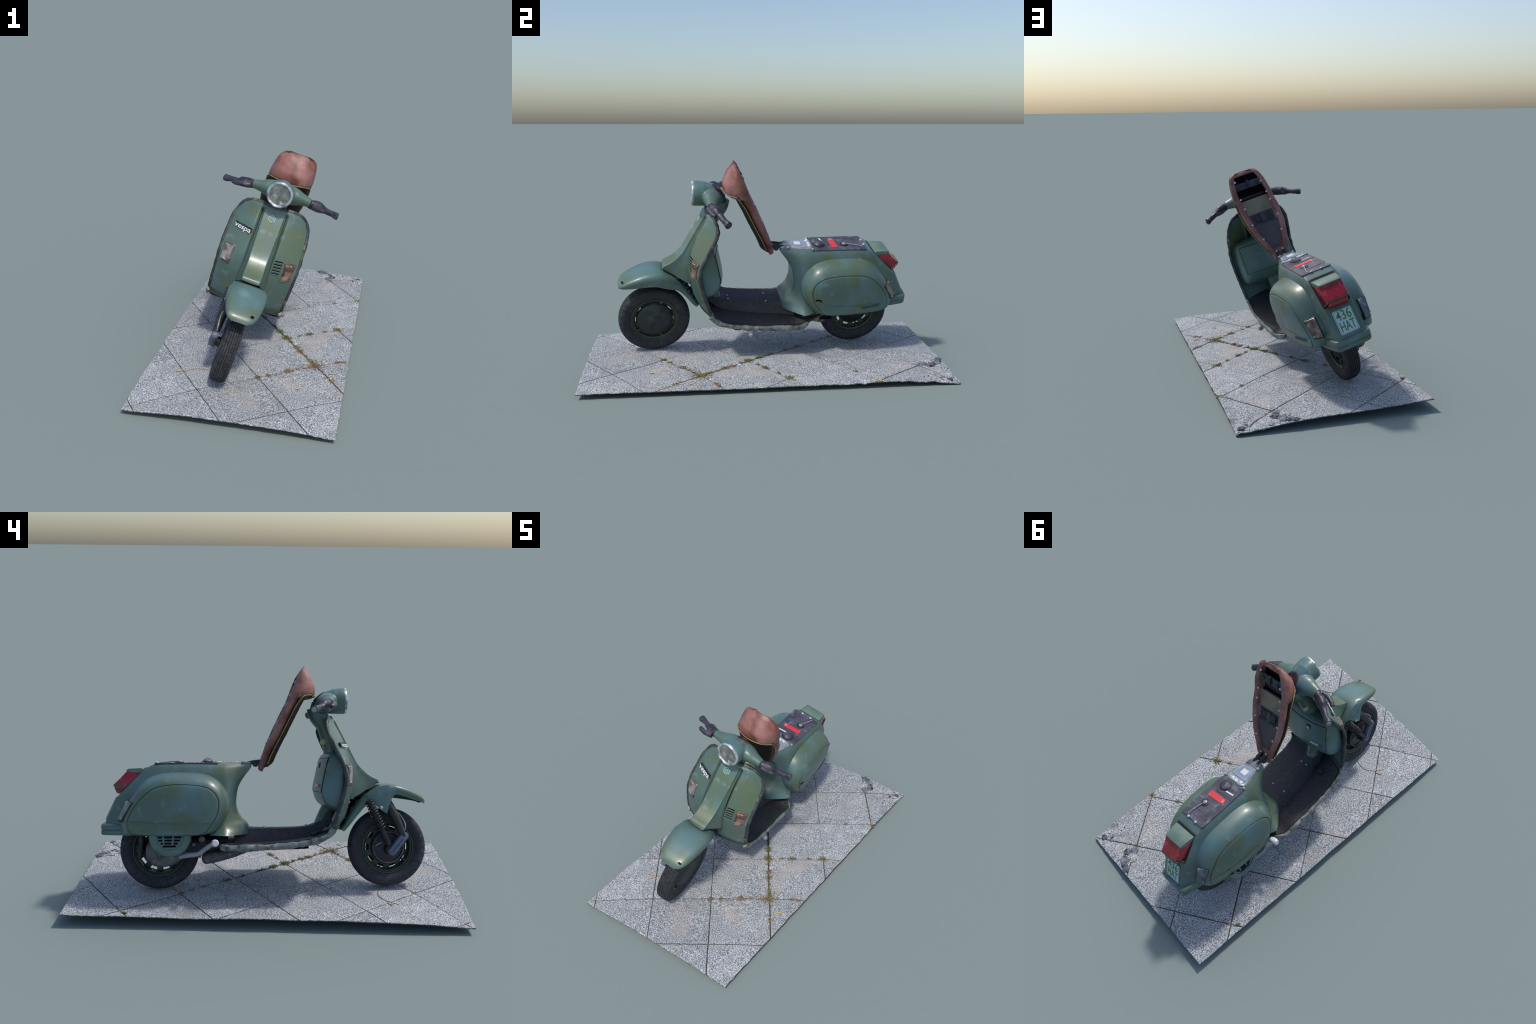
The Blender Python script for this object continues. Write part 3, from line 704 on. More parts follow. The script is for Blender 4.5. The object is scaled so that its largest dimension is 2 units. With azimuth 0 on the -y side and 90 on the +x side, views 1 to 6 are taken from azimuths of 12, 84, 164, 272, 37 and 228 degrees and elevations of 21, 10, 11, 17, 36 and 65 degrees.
for sd in (1, -1):
    pp = [(sd * (seat_w(z) + .0005) + SC(z), seat_f(z) + .018, z) for z in np.linspace(.70, .99, 18)]
    pp += [(sd * .1185 + SC(1), -.155 , 1.008), (sd * .1185 + SC(1), -.172, 1.030), (sd * .112 + SC(1), -.188, 1.046), (sd * .094 + SC(1), -.217, 1.051), (sd * .066 + SC(1), -.239, 1.052), (sd * .03 + SC(1), -.2485, 1.050), (SC(1), -.250, 1.049)]
    parts.append(tube_data(spline(pp, 80), .003, 8))
mesh('seat_piping', *join_data(*parts), PIPING, seat, 60)
def pan_plate(name, z0, z1, frac, lift, mat, thick=.004, bulge=0.0, deep=.030):
    secs = []
    for z in np.linspace(z0, z1, 8):
        w = (seat_w(z) - .035) * frac; y = seat_r(z) - deep - .003 + lift; c = SC(z)
        secs.append([(x + c, y + bulge * (1 - abs(x / w)) + t, z) for x, t in [(-w, 0), (-w, thick), (-w * .5, thick), (w * .5, thick), (w, thick), (w, 0)]])
    return loft(name, secs, mat, seat, angle=30)
pan_plate('seat_pan', .738, .885, 1.0, .006, PAN, .006, deep=.028)
pan_plate('pan_edge', .885, .894, 1.0, .004, PANBLUE, .006)
pan_plate('bracket_bed', .896, .948, 1.0, .001, PANBLUE, .003)
pan_plate('stay_bracket', .904, .940, .62, .004, BLACK, .010)
pan_plate('bracket_tab', .900, .944, .15, .010, PANBLUE, .006)
pan_plate('pan_plate', .950, 1.035, 1.0, .001, BEIGE, .004)
pan_plate('latch_plate', 1.104, 1.142, 1.0, .004, PANBLUE, .008, deep=.016)
pan_plate('latch_hook', 1.110, 1.150, .10, .010, BLACK, .012, deep=.016)
for x, z in ((.055, 1.122), (-.055, 1.122)):
    disc('latch_bush', (x + SC(z), seat_r(z) - .006, z), (0, .9, .4), .012, .006, BLACK, seat, 14)
for x, y, z in ((.093, -.172, 1.156), (.100, -.139, 1.054), (.100, -.113, .999), (.097, -.066, .902), (.070, -.025, .809), (.023, .015, .722), (-.060, -.160, 1.120), (-.067, -.144, 1.052), (-.069, -.120, 1.005), (-.075, -.077, .914), (-.058, -.038, .828), (-.018, .013, .725)):
    y = seat_r(z) - .003
    disc('cover_rivet', (x, y, z), (0, .92, .4), .0065, .004, RIVET, seat, 10, .0015)

# ------------------------------------------------------------------ front mudguard
CR = [(-.824, .500), (-.816, .517), (-.798, .534), (-.766, .553), (-.712, .577), (-.660, .592), (-.620, .597), (-.584, .592), (-.550, .576), (-.519, .556), (-.490, .532), (-.462, .502), (-.439, .468), (-.415, .428), (-.392, .390), (-.374, .362)]
CW = [.040, .062, .075, .086, .095, .099, .100, .098, .095, .088, .080, .072, .066, .060, .058, .054]
DP = [.012, .022, .033, .046, .062, .072, .078, .080, .076, .068, .058, .046, .038, .032, .028, .022]
DN = [.012, .022, .033, .042, .048, .052, .112, .152, .125, .070, .050, .044, .040, .034, .028, .022]
n = 70
cr = spline(CR, n); tt = np.linspace(0, 1, len(CR)); ts = np.linspace(0, 1, n)
cw, dp, dn = pchip(tt, CW, ts), pchip(tt, DP, ts), pchip(tt, DN, ts)
tan = np.gradient(cr, axis=0); tan /= np.linalg.norm(tan, axis=1)[:, None]
def guard(th):
    secs = []
    for i in range(n):
        (y, z), w = cr[i], cw[i] - th
        nx = np.array([tan[i][1], -tan[i][0]])                       # inward normal (towards the wheel)
        nx = nx if nx @ (np.array([-.6255, .266]) - cr[i]) > 0 else -nx
        nx = .55 * nx + .45 * np.array([0, -1.0]) if y < -.5 else nx; nx /= np.linalg.norm(nx)
        o = []
        for fx, fd in ((-.93, 1.0), (-.985, .70), (-1, .45), (-.97, .25), (-.86, .10), (-.62, .03), (-.3, .005), (0, 0), (.3, .005), (.62, .03), (.86, .10), (.97, .25), (1, .45), (.985, .70), (.93, 1.0)):
            dd = dp[i] if fx > 0 else dn[i]
            if abs(fx) < .9: dd = min(dp[i], dn[i])
            dd = fd * dd + (th if abs(fx) < .9 else 0)
            nv_ = nx if abs(fx) < .99 else nx
            o.append((fx * w, y + nx[0] * dd, z + nx[1] * dd))
        secs.append(o)
    return secs
A, B = guard(0), guard(.006)
secs = [list(a) + list(b)[::-1] for a, b in zip(A, B)]
guard_ob = loft('front_mudguard', secs, PAINT, S, angle=45)
disc('mudguard_bolt', (-.092, -.578, .474), (-1, 0, 0), .009, .004, RIVET, guard_ob, 14, .002)
slab('mudguard_hole', [(.040, -.805, .5385), (.046, -.797, .5435), (.062, -.797, .5385), (.056, -.806, .5335)], .003, VOID, guard_ob, bevel=.0005, normal=(.3, -.6, .75), rounding=.004)

# ------------------------------------------------------------------ wheels
def tyre_data(c, R=.2035, seed=0):
    prof = []
    for x in np.linspace(-.034, .034, 45): prof.append((R - .0068 * (abs(x) / .034) ** 2.4, x))
    for r, x in ((.190, .0385), (.182, .0415), (.172, .0425), (.160, .041), (.148, .036), (.138, .031), (.132, .027)): prof.append((r, x))
    prof += [(r, -x) for r, x in reversed(prof[45:])]
    N = 300; V = []
    for i in range(N):
        a = 2 * PI * i / N
        zig = .0022 * (2 * abs(((i / 5) % 1) * 2 - 1) - 1)
        for r, x in prof:
            rr = r
            if abs(x) < .0335 and r > .19:
                for k in (-.024, -.012, 0, .012, .024):
                    if abs(x - k - zig) < .0015: rr -= .0042
                if abs(abs(x) - .018 - zig) < .0065 and (i % 10) in (0,): rr -= .003
            if .030 < abs(x) < .042 and r > .175 and (i % 10) < 3: rr -= .0035
            V.append((c[0] + x, c[1] + rr * math.sin(a), c[2] + rr * math.cos(a)))
    m = len(prof); F = []
    for i in range(N):
        k = (i + 1) % N
        for j in range(m):
            l = (j + 1) % m
            F.append((i * m + j, i * m + l, k * m + l, k * m + j))
    return V, F
def wheel(c, name):
    rimp = [(.1375, -.029), (.136, -.033), (.131, -.033), (.128, -.027), (.119, -.022), (.116, -.008), (.114, .008), (.119, .022), (.128, .027), (.131, .033), (.136, .033), (.1375, .029), (.126, .020), (.124, 0), (.126, -.02)]
    rim = revolve(name, rimp, c, PAINT_DARK, S, 72)
    mesh('tyre', *tyre_data(c), RUBBER, rim, 50)
    # pressed disc with openings
    V = []; F = []; N = 80
    for lx in (-.004, .004):
        for r in (.070, .094, .110, .120):
            for i in range(N):
                a = 2 * PI * i / N; V.append((c[0] + lx + (.006 if r > .1 else 0), c[1] + r * math.sin(a), c[2] + r * math.cos(a)))
    def vid(l, k, i): return (l * 4 + k) * N + i % N
    for i in range(N):
        for k in range(3):
            hole = (k == 1 and i % 8 in (2, 3, 4, 5))
            if not hole:
                F.append((vid(0, k, i), vid(0, k, i + 1), vid(0, k + 1, i + 1), vid(0, k + 1, i))); F.append((vid(1, k, i), vid(1, k + 1, i), vid(1, k + 1, i + 1), vid(1, k, i + 1)))
    mesh('wheel_disc', V, F, PAINT_DARK, rim, 30)
    for i in range(5):
        a = 2 * PI * i / 5 + .3
        for sx in (-1, 1):
            disc('wheel_nut', (c[0] + sx * .010, c[1] + .113 * math.sin(a), c[2] + .113 * math.cos(a)), (sx, 0, 0), .0065, .010, ALU, rim, 8)
    return rim
FW = (0, -.6265, .266); RW = (0, .553, .263)
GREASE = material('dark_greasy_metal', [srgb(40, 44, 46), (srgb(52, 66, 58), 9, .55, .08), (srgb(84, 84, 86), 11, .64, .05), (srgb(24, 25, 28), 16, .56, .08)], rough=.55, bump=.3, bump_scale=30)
fw = wheel(FW, 'front_wheel'); rw = wheel(RW, 'rear_wheel')
for c, rim in ((FW, fw), (RW, rw)):
    revolve('brake_drum', [(.001, -.046), (.030, -.048), (.055, -.044), (.072, -.040), (.084, -.036), (.087, -.028), (.085, .010), (.070, .020), (.045, .024), (.030, .034), (.001, .036)], c, BLACK, rim, 56, closed=False)
revolve('drum_rib', [(.076, -.044), (.080, -.045), (.083, -.041), (.080, -.037)], FW, ALU, fw, 56)
revolve('hub_cap', [(.001, .056), (.018, .055), (.030, .052), (.040, .049), (.052, .046), (.054, .040)], FW, GREASE, fw, 40, closed=False)
revolve('wheel_cover', [(.050, .047), (.072, .044), (.090, .036), (.102, .026), (.106, .012)], FW, GREASE, fw, 56, closed=False)

# ------------------------------------------------------------------ front suspension on the rider's right
fork = tube('front_fork', spline([(-.035, -.555, .560), (-.050, -.585, .530), (-.066, -.618, .490), (-.082, -.655, .420), (-.084, -.682, .355), (-.085, -.698, .325)], 30), list(np.linspace(.034, .016, 30)), BLACK, S, n=16)
spr_a, spr_b = Vector((-.084, -.515, .510)), Vector((-.084, -.622, .283))
sd_ = (spr_b - spr_a)
damper = tube('damper', [spr_a + sd_ * t for t in np.linspace(0, 1, 6)], [.017, .017, .015, .015, .014, .013], BLACK, S, n=14)
hel = []
u1 = sd_.normalized().orthogonal().normalized(); u2 = sd_.normalized().cross(u1)
for t in np.linspace(0, 1, 260):
    a = t * 2 * PI * 10.5; hel.append(spr_a + sd_ * (.02 + .62 * t) + (u1 * math.cos(a) + u2 * math.sin(a)) * .0195)
tube('suspension_spring', hel, .0046, BLACK, damper, n=8)
pr = []
for i in range(14):
    t = .03 + .3 * random.random(); a = random.uniform(2.2, 4.2)
    pr.append(disc_data(spr_a + sd_ * t + (u1 * math.cos(a) + u2 * math.sin(a)) * .0235, u1 * math.cos(a) + u2 * math.sin(a), .0035, .0015, 6))
ob = mesh('paint_flecks', *join_data(*pr), RIVET, damper); ob['kind'] = 'stuff'
secs = []
for x, k in ((-.066, .80), (-.070, .95), (-.080, 1.0), (-.092, .97), (-.098, .82), (-.100, .6)):
    loop = []
    a0 = Vector((x, -.6985, .327)); b0 = Vector((x, -.6345, .247)); d = (b0 - a0).normalized(); e = Vector((0, -d.z, d.y))
    for t in np.linspace(0, PI, 12): loop.append(tuple(b0 + (d * math.sin(t) + e * math.cos(t)) * .0215 * k))
    for t in np.linspace(PI, 2 * PI, 12): loop.append(tuple(a0 + (d * math.sin(t) + e * math.cos(t)) * .0215 * k))
    secs.append(loop)
sw = loft('trailing_link', secs, SWING, S, angle=35)
tube('link_seam', [(-.1005, -.690, .314), (-.1005, -.640, .254)], .0016, BLACK, sw, n=6)
tube('axle_hub', [(-.03, FW[1], FW[2] - .01), (-.085, FW[1], FW[2] - .01)], [.03, .022], BLACK, S, n=18)
tube('brake_cable', spline([(-.076, -.640, .470), (-.088, -.680, .430), (-.084, -.705, .385), (-.080, -.700, .350), (-.078, -.690, .335)], 30), .0035, STEEL, S, n=8)
tube('brake_lever_arm', spline([(-.050, -.556, .272), (-.056, -.572, .286), (-.054, -.588, .292)], 12), .003, STEEL, S, n=8)
tube('fork_stem', spline([(0, -.36, .53), (-.005, -.43, .540), (-.015, -.50, .545), (-.03, -.545, .545)], 16), .022, BLACK, S, n=16)
pr = []
rnd = random.Random(3)
for i in range(26):
    t = i / 25
    p = Vector((rnd.uniform(-.025, .055), -.50 + t * .115, .555 - t * .16 + rnd.uniform(-.01, .02)))
    pr.append(disc_data(p, (rnd.uniform(-1, 1), -1, rnd.uniform(-.5, 1)), rnd.uniform(.012, .022), rnd.uniform(.008, .016), 8, .004))
ob = mesh('dark_lumps_behind_mudguard', *join_data(*pr), BLACK, S, 30); ob['kind'] = 'stuff'

FORK = Matrix.Translation((0, -.49, .60)) @ Matrix.Rotation(math.radians(3.0), 4, Vector((0, .36, .93))) @ Matrix.Translation((0, .49, -.60))
turned = {'front_mudguard', 'front_wheel', 'front_fork', 'damper', 'trailing_link', 'axle_hub', 'brake_cable', 'brake_lever_arm'}
for o_ in list(bpy.data.objects):
    root = o_
    while root.parent not in (None, scooter): root = root.parent
    if root.name in turned and o_.type == 'MESH': o_.data.transform(FORK)

# ------------------------------------------------------------------ engine side, exhaust, stand, underside
fan_c = (-.150, .488, .348)
V = []; F = []
prof = [(.070, -.052), (.082, -.055), (.092, -.053), (.101, -.046), (.105, -.036), (.106, 0)]
fan = revolve('fan_cover', [(.0005, -.044), (.068, -.046)] + prof, fan_c, PAINT, S, 56, closed=False)
bm = bmesh.new(); bm.from_mesh(fan.data)
bmesh.ops.bisect_plane(bm, geom=bm.verts[:] + bm.edges[:] + bm.faces[:], plane_co=(0, 0, .352), plane_no=(0, 0, 1), clear_outer=True)
bm.to_mesh(fan.data); bm.free()
for row, (z, ys) in enumerate(((.341, ((-.058, -.022), (-.012, .028), (.038, .060))), (.326, ((-.052, -.020), (-.010, .026), (.036, .056))), (.311, ((-.040, -.018), (-.008, .026), (.034, .044))), (.297, ((-.030, .034),)))):
    for y0, y1 in ys:
        slab('fan_slot', [(-.1945, .488 + y0, z - .0045), (-.1945, .488 + y0, z + .0045), (-.1945, .488 + y1, z + .0045), (-.1945, .488 + y1, z - .0045)], .003, VOID, fan, bevel=.0004, normal=(-1, 0, 0), rounding=.002)
gear = []
for x, k in ((-.030, .9), (-.075, .96), (-.115, 1.0), (-.134, .98), (-.146, .86), (-.151, .6), (-.152, .2)):
    c = np.array((.525, .243)); L0 = chaikin(c + (np.array([(.618, .275), (.606, .215), (.560, .186), (.490, .189), (.430, .220), (.408, .262), (.430, .305), (.520, .330), (.600, .315)]) - c) * k, 2)
    gear.append([(x, y, z) for y, z in L0])
eng = loft('gearbox_case', gear, ALU, S, angle=40)
disc('gear_bolt', (-.147, .483, .243), (-1, 0, 0), .007, .006, RIVET, eng, 10)
tube('case_rib', [(-.148, .590, .232), (-.152, .480, .246)], .003, ALU, eng, n=6)
tube('engine_block', [(-.06, .20, .305), (-.06, .30, .295), (-.065, .42, .28), (-.06, .50, .27)], [.030, .045, .06, .07], BLACK, S, n=18)
for p, r in (((-.142, .332, .326), .017), ((-.138, .372, .300), .010), ((-.132, .300, .290), .011), ((-.13, .40, .32), .018)):
    disc('engine_boss', p, (-1, 0, 0), r, .014, ALU, eng, 14, .002)
tube('rear_shock', spline([(-.055, .640, .375), (-.062, .640, .30), (-.066, .650, .225)], 12), [.022, .022, .021, .018, .02, .018, .016, .016, .018, .016, .014, .014], BLACK, S, n=14)
kick = tube('kick_start_lever', spline([(-.150, .445, .240), (-.160, .405, .248), (-.172, .350, .256), (-.180, .318, .278), (-.193, .290, .298), (-.200, .272, .310)], 26), list(np.linspace(.014, .010, 26)), STEEL, S, n=12)
tube('kick_pedal', [(-.184, .268, .310), (-.196, .267, .311), (-.216, .265, .313), (-.232, .264, .315)], [.014, .0185, .019, .013], WHITE, kick, n=14)
tube('exhaust_silencer', spline([(-.060, .335, .220), (-.060, .305, .222), (-.058, .25, .232), (-.055, .19, .246), (-.052, .14, .258), (-.05, .09, .268)], 24), list(pchip([0, .06, .15, .6, .9, 1], [.014, .026, .031, .028, .019, .012], np.linspace(0, 1, 24))), ALU, S, n=20)
tube('exhaust_pipe', spline([(-.05, .34, .235), (-.04, .40, .25), (-.03, .45, .27)], 10), .014, BLACK, S, n=10)
slab('frame_underside', [(-.075, .10, .272), (-.075, .40, .262), (.105, .40, .262), (.105, .10, .272)], .028, VOID, S, normal=(0, 0, 1))  # this slab and cowl_floor: black fillers that block light and darken the underside
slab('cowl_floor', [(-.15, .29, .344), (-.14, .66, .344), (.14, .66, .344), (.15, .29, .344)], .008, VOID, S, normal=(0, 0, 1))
# dirty cradle seen below the cowl on the stand side
cr_secs = []
for y, zt, zb, x0, x1 in ((.215, .325, .285, .04, .140), (.26, .345, .262, .04, .125), (.31, .348, .240, .04, .112), (.345, .330, .225, .04, .098), (.365, .28, .222, .05, .085)):
    cr_secs.append([(x, y, z) for x, z in chaikin([(x0, zb), (x1 - .02, zb), (x1, zb + .02), (x1, zt - .01), (x1 - .01, zt), (x0, zt)], 1)])
loft('engine_cradle', cr_secs, RUSTY, S, angle=40)
st = tube('side_stand', spline([(.120, .02, .283), (.17, -.04, .275), (.205, -.085, .270), (.226, -.094, .262), (.2425, -.097, .252)], 20), list(pchip([0, .6, .85, 1], [.012, .013, .016, .004], np.linspace(0, 1, 20))), STEEL, S, n=10)
mesh('stand_foot', *tube_data([(.205, -.098, .296), (.222, -.098, .272), (.243, -.097, .250)], [.030, .018, .003], 10, .5), STEEL, st, 40)
slab('stand_bracket', [(.08, -.15, .268), (.08, .05, .262), (.20, .05, .270), (.20, -.15, .276)], .016, RUSTY, S, normal=(0, 0, 1), rounding=.02)
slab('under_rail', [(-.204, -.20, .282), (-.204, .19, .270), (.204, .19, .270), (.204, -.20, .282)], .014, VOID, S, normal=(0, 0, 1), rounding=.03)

# ------------------------------------------------------------------ paving patch
patch = bpy.data.objects.new('paving_patch', None)
bpy.context.scene.collection.objects.link(patch)
patch['label'] = 'rectangular patch of speckled grey paving slabs with mossy joints'
patch['category'] = 'pavement'
CORN = [Vector(p) for p in ((-.510, -.999), (.529, -.987), (.509, 1.0), (-.527, .991))]
def ground_z(x, y):
    z = .0475 - .018 * x - .0010 * y
    z -= .020 * math.exp(-((x + .51) ** 2 + (y + 1.0) ** 2) / .07) + .020 * math.exp(-((x - .51) ** 2 + (y - 1.0) ** 2) / .06)
    z -= .016 * math.exp(-((x - .53) ** 2) / .012) * (.35 + .65 * max(0, -y)) * .7
    e = max(abs(x) / .52, abs(y) / 1.0)
    z += .004 * noise.noise(Vector((x * 3, y * 3, 0))) * (1 + 2 * max(0, e - .9) * 10 * .6)
    return z
rough = lambda x, y: math.exp(-(max(0, .44 - x) ** 2 + max(0, .88 - y) ** 2) / .006) + .5 * math.exp(-(max(0, .47 - x) ** 2 / .002 + (y - .5) ** 2 / .08))

def stone_material(name):
    m = bpy.data.materials.new(name); m.use_nodes = True
    nt = m.node_tree; N = nt.nodes; Lk = nt.links; N.clear()
    out = N.new('ShaderNodeOutputMaterial'); b = N.new('ShaderNodeBsdfPrincipled'); Lk.new(b.outputs[0], out.inputs[0])
    b.inputs['Roughness'].default_value = .85; b.inputs['Specular IOR Level'].default_value = .25
    tc = N.new('ShaderNodeTexCoord')
    def nz(scale, detail, rough_=.6):
        t = N.new('ShaderNodeTexNoise'); t.inputs['Scale'].default_value = scale; t.inputs['Detail'].default_value = detail; t.inputs['Roughness'].default_value = rough_
        Lk.new(tc.outputs['Object'], t.inputs['Vector']); return t.outputs[0]
    fine = nz(170, 2, .7); mid = nz(14, 4); big = nz(4.5, 3)
    rp = N.new('ShaderNodeValToRGB'); e = rp.color_ramp.elements
    e[0].position = .36; e[0].color = srgb(84, 88, 93); e[1].position = .66; e[1].color = srgb(226, 229, 231)
    k = e.new(.46); k.color = srgb(146, 150, 154); k = e.new(.55); k.color = srgb(176, 180, 183)
    Lk.new(fine, rp.inputs[0])
    mx = N.new('ShaderNodeMix'); mx.data_type = 'RGBA'; mx.blend_type = 'MULTIPLY'
    r2 = N.new('ShaderNodeValToRGB'); e = r2.color_ramp.elements; e[0].position = .35; e[0].color = (.80, .80, .81, 1); e[1].position = .65; e[1].color = (1, 1, 1, 1)
    Lk.new(mid, r2.inputs[0]); mx.inputs[0].default_value = 1; Lk.new(rp.outputs[0], mx.inputs[6]); Lk.new(r2.outputs[0], mx.inputs[7])
    m2 = N.new('ShaderNodeMix'); m2.data_type = 'RGBA'                     # warm dusty stains
    r3 = N.new('ShaderNodeMapRange'); r3.inputs['From Min'].default_value = .56; r3.inputs['From Max'].default_value = .74; r3.inputs['To Max'].default_value = .45
    Lk.new(big, r3.inputs['Value']); Lk.new(r3.outputs[0], m2.inputs[0]); Lk.new(mx.outputs[2], m2.inputs[6]); m2.inputs[7].default_value = srgb(188, 176, 164)
    oi = N.new('ShaderNodeObjectInfo'); mr = N.new('ShaderNodeMapRange'); mr.inputs['To Min'].default_value = .90; mr.inputs['To Max'].default_value = 1.06
    Lk.new(oi.outputs['Random'], mr.inputs['Value'])
    hv = N.new('ShaderNodeHueSaturation'); Lk.new(mr.outputs[0], hv.inputs['Value']); Lk.new(m2.outputs[2], hv.inputs['Color'])
    Lk.new(hv.outputs[0], b.inputs['Base Color'])
    bp = N.new('ShaderNodeBump'); bp.inputs['Strength'].default_value = .5; bp.inputs['Distance'].default_value = .003
    Lk.new(fine, bp.inputs['Height']); Lk.new(bp.outputs[0], b.inputs['Normal'])
    return m
STONE = stone_material('speckled_paving_stone')
SAND = material('joint_soil', [srgb(66, 66, 66), (srgb(88, 82, 72), 30, .57, .08), (srgb(62, 68, 50), 8, .58, .06)], rough=.9, bump=.5, bump_scale=150)
MOSS = material('green_moss', [srgb(86, 104, 52), (srgb(112, 120, 64), 60, .55, .1)], rough=.9)
DRY = material('dry_needles', [srgb(126, 102, 78), (srgb(160, 138, 104), 50, .55, .1), (srgb(110, 112, 64), 30, .58, .06)], rough=.9)
STRAW = material('straw_leaf', [srgb(178, 164, 118)], rough=.8)
PEBBLE = material('pale_pebble', [srgb(176, 182, 186)], rough=.8)
RUBBLE = material('dark_rubble', [srgb(86, 92, 100), (srgb(130, 136, 144), 30, .55, .08), (srgb(40, 44, 50), 24, .58, .06)], rough=.9, bump=.6, bump_scale=80)

G0 = Vector((.1475, -.0935)); GU = Vector((.2755, .1985)); GV = Vector((-.2040, .2680))      # joint grid: origin and the two tile edges
def clip_bm(bm):
    for i in range(4):
        a, b = CORN[i], CORN[(i + 1) % 4]
        nrm = Vector((b.y - a.y, -(b.x - a.x), 0)).normalized()
        geom = bm.verts[:] + bm.edges[:] + bm.faces[:]
        bmesh.ops.bisect_plane(bm, geom=geom, plane_co=Vector((a.x, a.y, 0)), plane_no=nrm, clear_outer=True)
def drape(bm, drop, thick, rounded=True):
    tri = bm.verts[:]
    for v_ in tri:                                          # ragged outer rim of the patch
        for i in range(4):
            a, b = CORN[i], CORN[(i + 1) % 4]; nrm = Vector((b.y - a.y, -(b.x - a.x))).normalized()
            if abs((Vector((v_.co.x, v_.co.y)) - a).dot(nrm)) < .0015:
                k = .0045 * abs(noise.noise(Vector((v_.co.x, v_.co.y, 7)) * 9)) + .003 * abs(noise.noise(Vector((v_.co.x, v_.co.y, 3)) * 35))
                v_.co.x -= nrm.x * k; v_.co.y -= nrm.y * k
    for v_ in tri:
        x, y = v_.co.x, v_.co.y
        r = rough(x, y)
        z = ground_z(x, y) - drop + .0007 * noise.noise(Vector((x, y, 2)) * 90)
        if r > .02: z += r * (.013 * noise.noise(Vector((x, y, 5)) * 24) + .012 * (.25 - abs(noise.noise(Vector((x, y, 1)) * 42))))
        e = max(abs(x) / .52, abs(y) / 1.0)
        v_.co = Vector((x, y, max(z, .0045)))
    be = [e_ for e_ in bm.edges if e_.is_boundary]
    if rounded:
        for v_ in {w_ for e_ in be for w_ in e_.verts}: v_.co.z -= .0012
    ret = bmesh.ops.extrude_edge_only(bm, edges=be)
    for v_ in [g for g in ret['geom'] if isinstance(g, bmesh.types.BMVert)]: v_.co.z -= thick
zmins = []
def add_bm(name, bm, mat, parent):
    me = bpy.data.meshes.new(name); bmesh.ops.recalc_face_normals(bm, faces=bm.faces); bm.to_mesh(me); bm.free()
    ob = bpy.data.objects.new(name, me); bpy.context.scene.collection.objects.link(ob)
    zmins.append(min(v_.co.z for v_ in me.vertices))
    return finish(ob, mat, parent, 50)
GAP = .0028
for i in range(-5, 6):
    for j in range(-6, 7):
        bm = bmesh.new(); n_ = 34
        lu, lv_ = GU.length, GV.length
        rr = random.Random(i * 31 + j)
        ja, jb = rr.uniform(-.002, .002), rr.uniform(-.002, .002)
        grid = []
        for a in range(n_ + 1):
            for b in range(n_ + 1):
                s = GAP / lu + (1 - 2 * GAP / lu) * a / n_; t = GAP / lv_ + (1 - 2 * GAP / lv_) * b / n_
                p = G0 + GU * (i + s) + GV * (j + t) + Vector((ja, jb))
                if a in (0, n_) or b in (0, n_):
                    p += Vector((noise.noise(Vector((p.x, p.y, 3)) * 40), noise.noise(Vector((p.x, p.y, 8)) * 40))) * .0016
                grid.append(bm.verts.new((p.x, p.y, 0)))
        for a in range(n_):
            for b in range(n_):
                k = a * (n_ + 1) + b
                bm.faces.new((grid[k], grid[k + n_ + 1], grid[k + n_ + 2], grid[k + 1]))
        clip_bm(bm)
        if not bm.faces or sum(f_.calc_area() for f_ in bm.faces) < 2e-4:
            bm.free(); continue
        drape(bm, rr.uniform(-.0008, .0008), .004)
        add_bm('paving_slab', bm, STONE, patch)
bm = bmesh.new(); nx_, ny_ = 60, 110
gr = [[bm.verts.new((-.56 + 1.12 * a / nx_, -1.02 + 2.04 * b / ny_, 0)) for b in range(ny_ + 1)] for a in range(nx_ + 1)]
for a in range(nx_):
    for b in range(ny_):
        bm.faces.new((gr[a][b], gr[a + 1][b], gr[a + 1][b + 1], gr[a][b + 1]))
clip_bm(bm); drape(bm, .0035, .004, False)
add_bm('joint_soil', bm, SAND, patch)

def gpt(i, j): return G0 + GU * i + GV * j
rnd = random.Random(11)
def blades(name, spots, mat, lo, hi, lie, per):
    V = []; F = []
    for (x, y, spread, amount) in spots:
        for _ in range(int(per * amount)):
            px, py = x + rnd.gauss(0, spread), y + rnd.gauss(0, spread); L0 = rnd.uniform(lo, hi); a = rnd.uniform(0, 2 * PI); w = rnd.uniform(.0008, .002)
            px = max(-.50, min(.50, px)); py = max(-.97, min(.97, py)); z0 = ground_z(px, py) - .001; lift = rnd.uniform(*lie)
            d = Vector((math.cos(a), math.sin(a), 0)); s = Vector((-d.y, d.x, 0)) * w
            p0 = Vector((px, py, z0)); p1 = p0 + d * L0 * .5 + Vector((0, 0, L0 * lift)); p2 = p0 + d * L0 + Vector((0, 0, L0 * lift * .8))
            o = len(V)
            for p_, k in ((p0, 1), (p1, .9), (p2, .2)):
                V += [p_ - s * k, p_ + s * k, p_ + Vector((0, 0, w * k * 1.2))]
            for q in (0, 3):
                F += [(o + q, o + q + 1, o + q + 4, o + q + 3), (o + q + 1, o + q + 2, o + q + 5, o + q + 4), (o + q + 2, o + q, o + q + 3, o + q + 5)]
    ob = mesh(name, V, F, mat, patch, 0, fix=False); ob['kind'] = 'stuff'; return ob
def along(a, b, n_, spread, amount):
    return [(*(a + (b - a) * rnd.random()), spread, amount * rnd.uniform(.3, 1.4)) for _ in range(n_)]
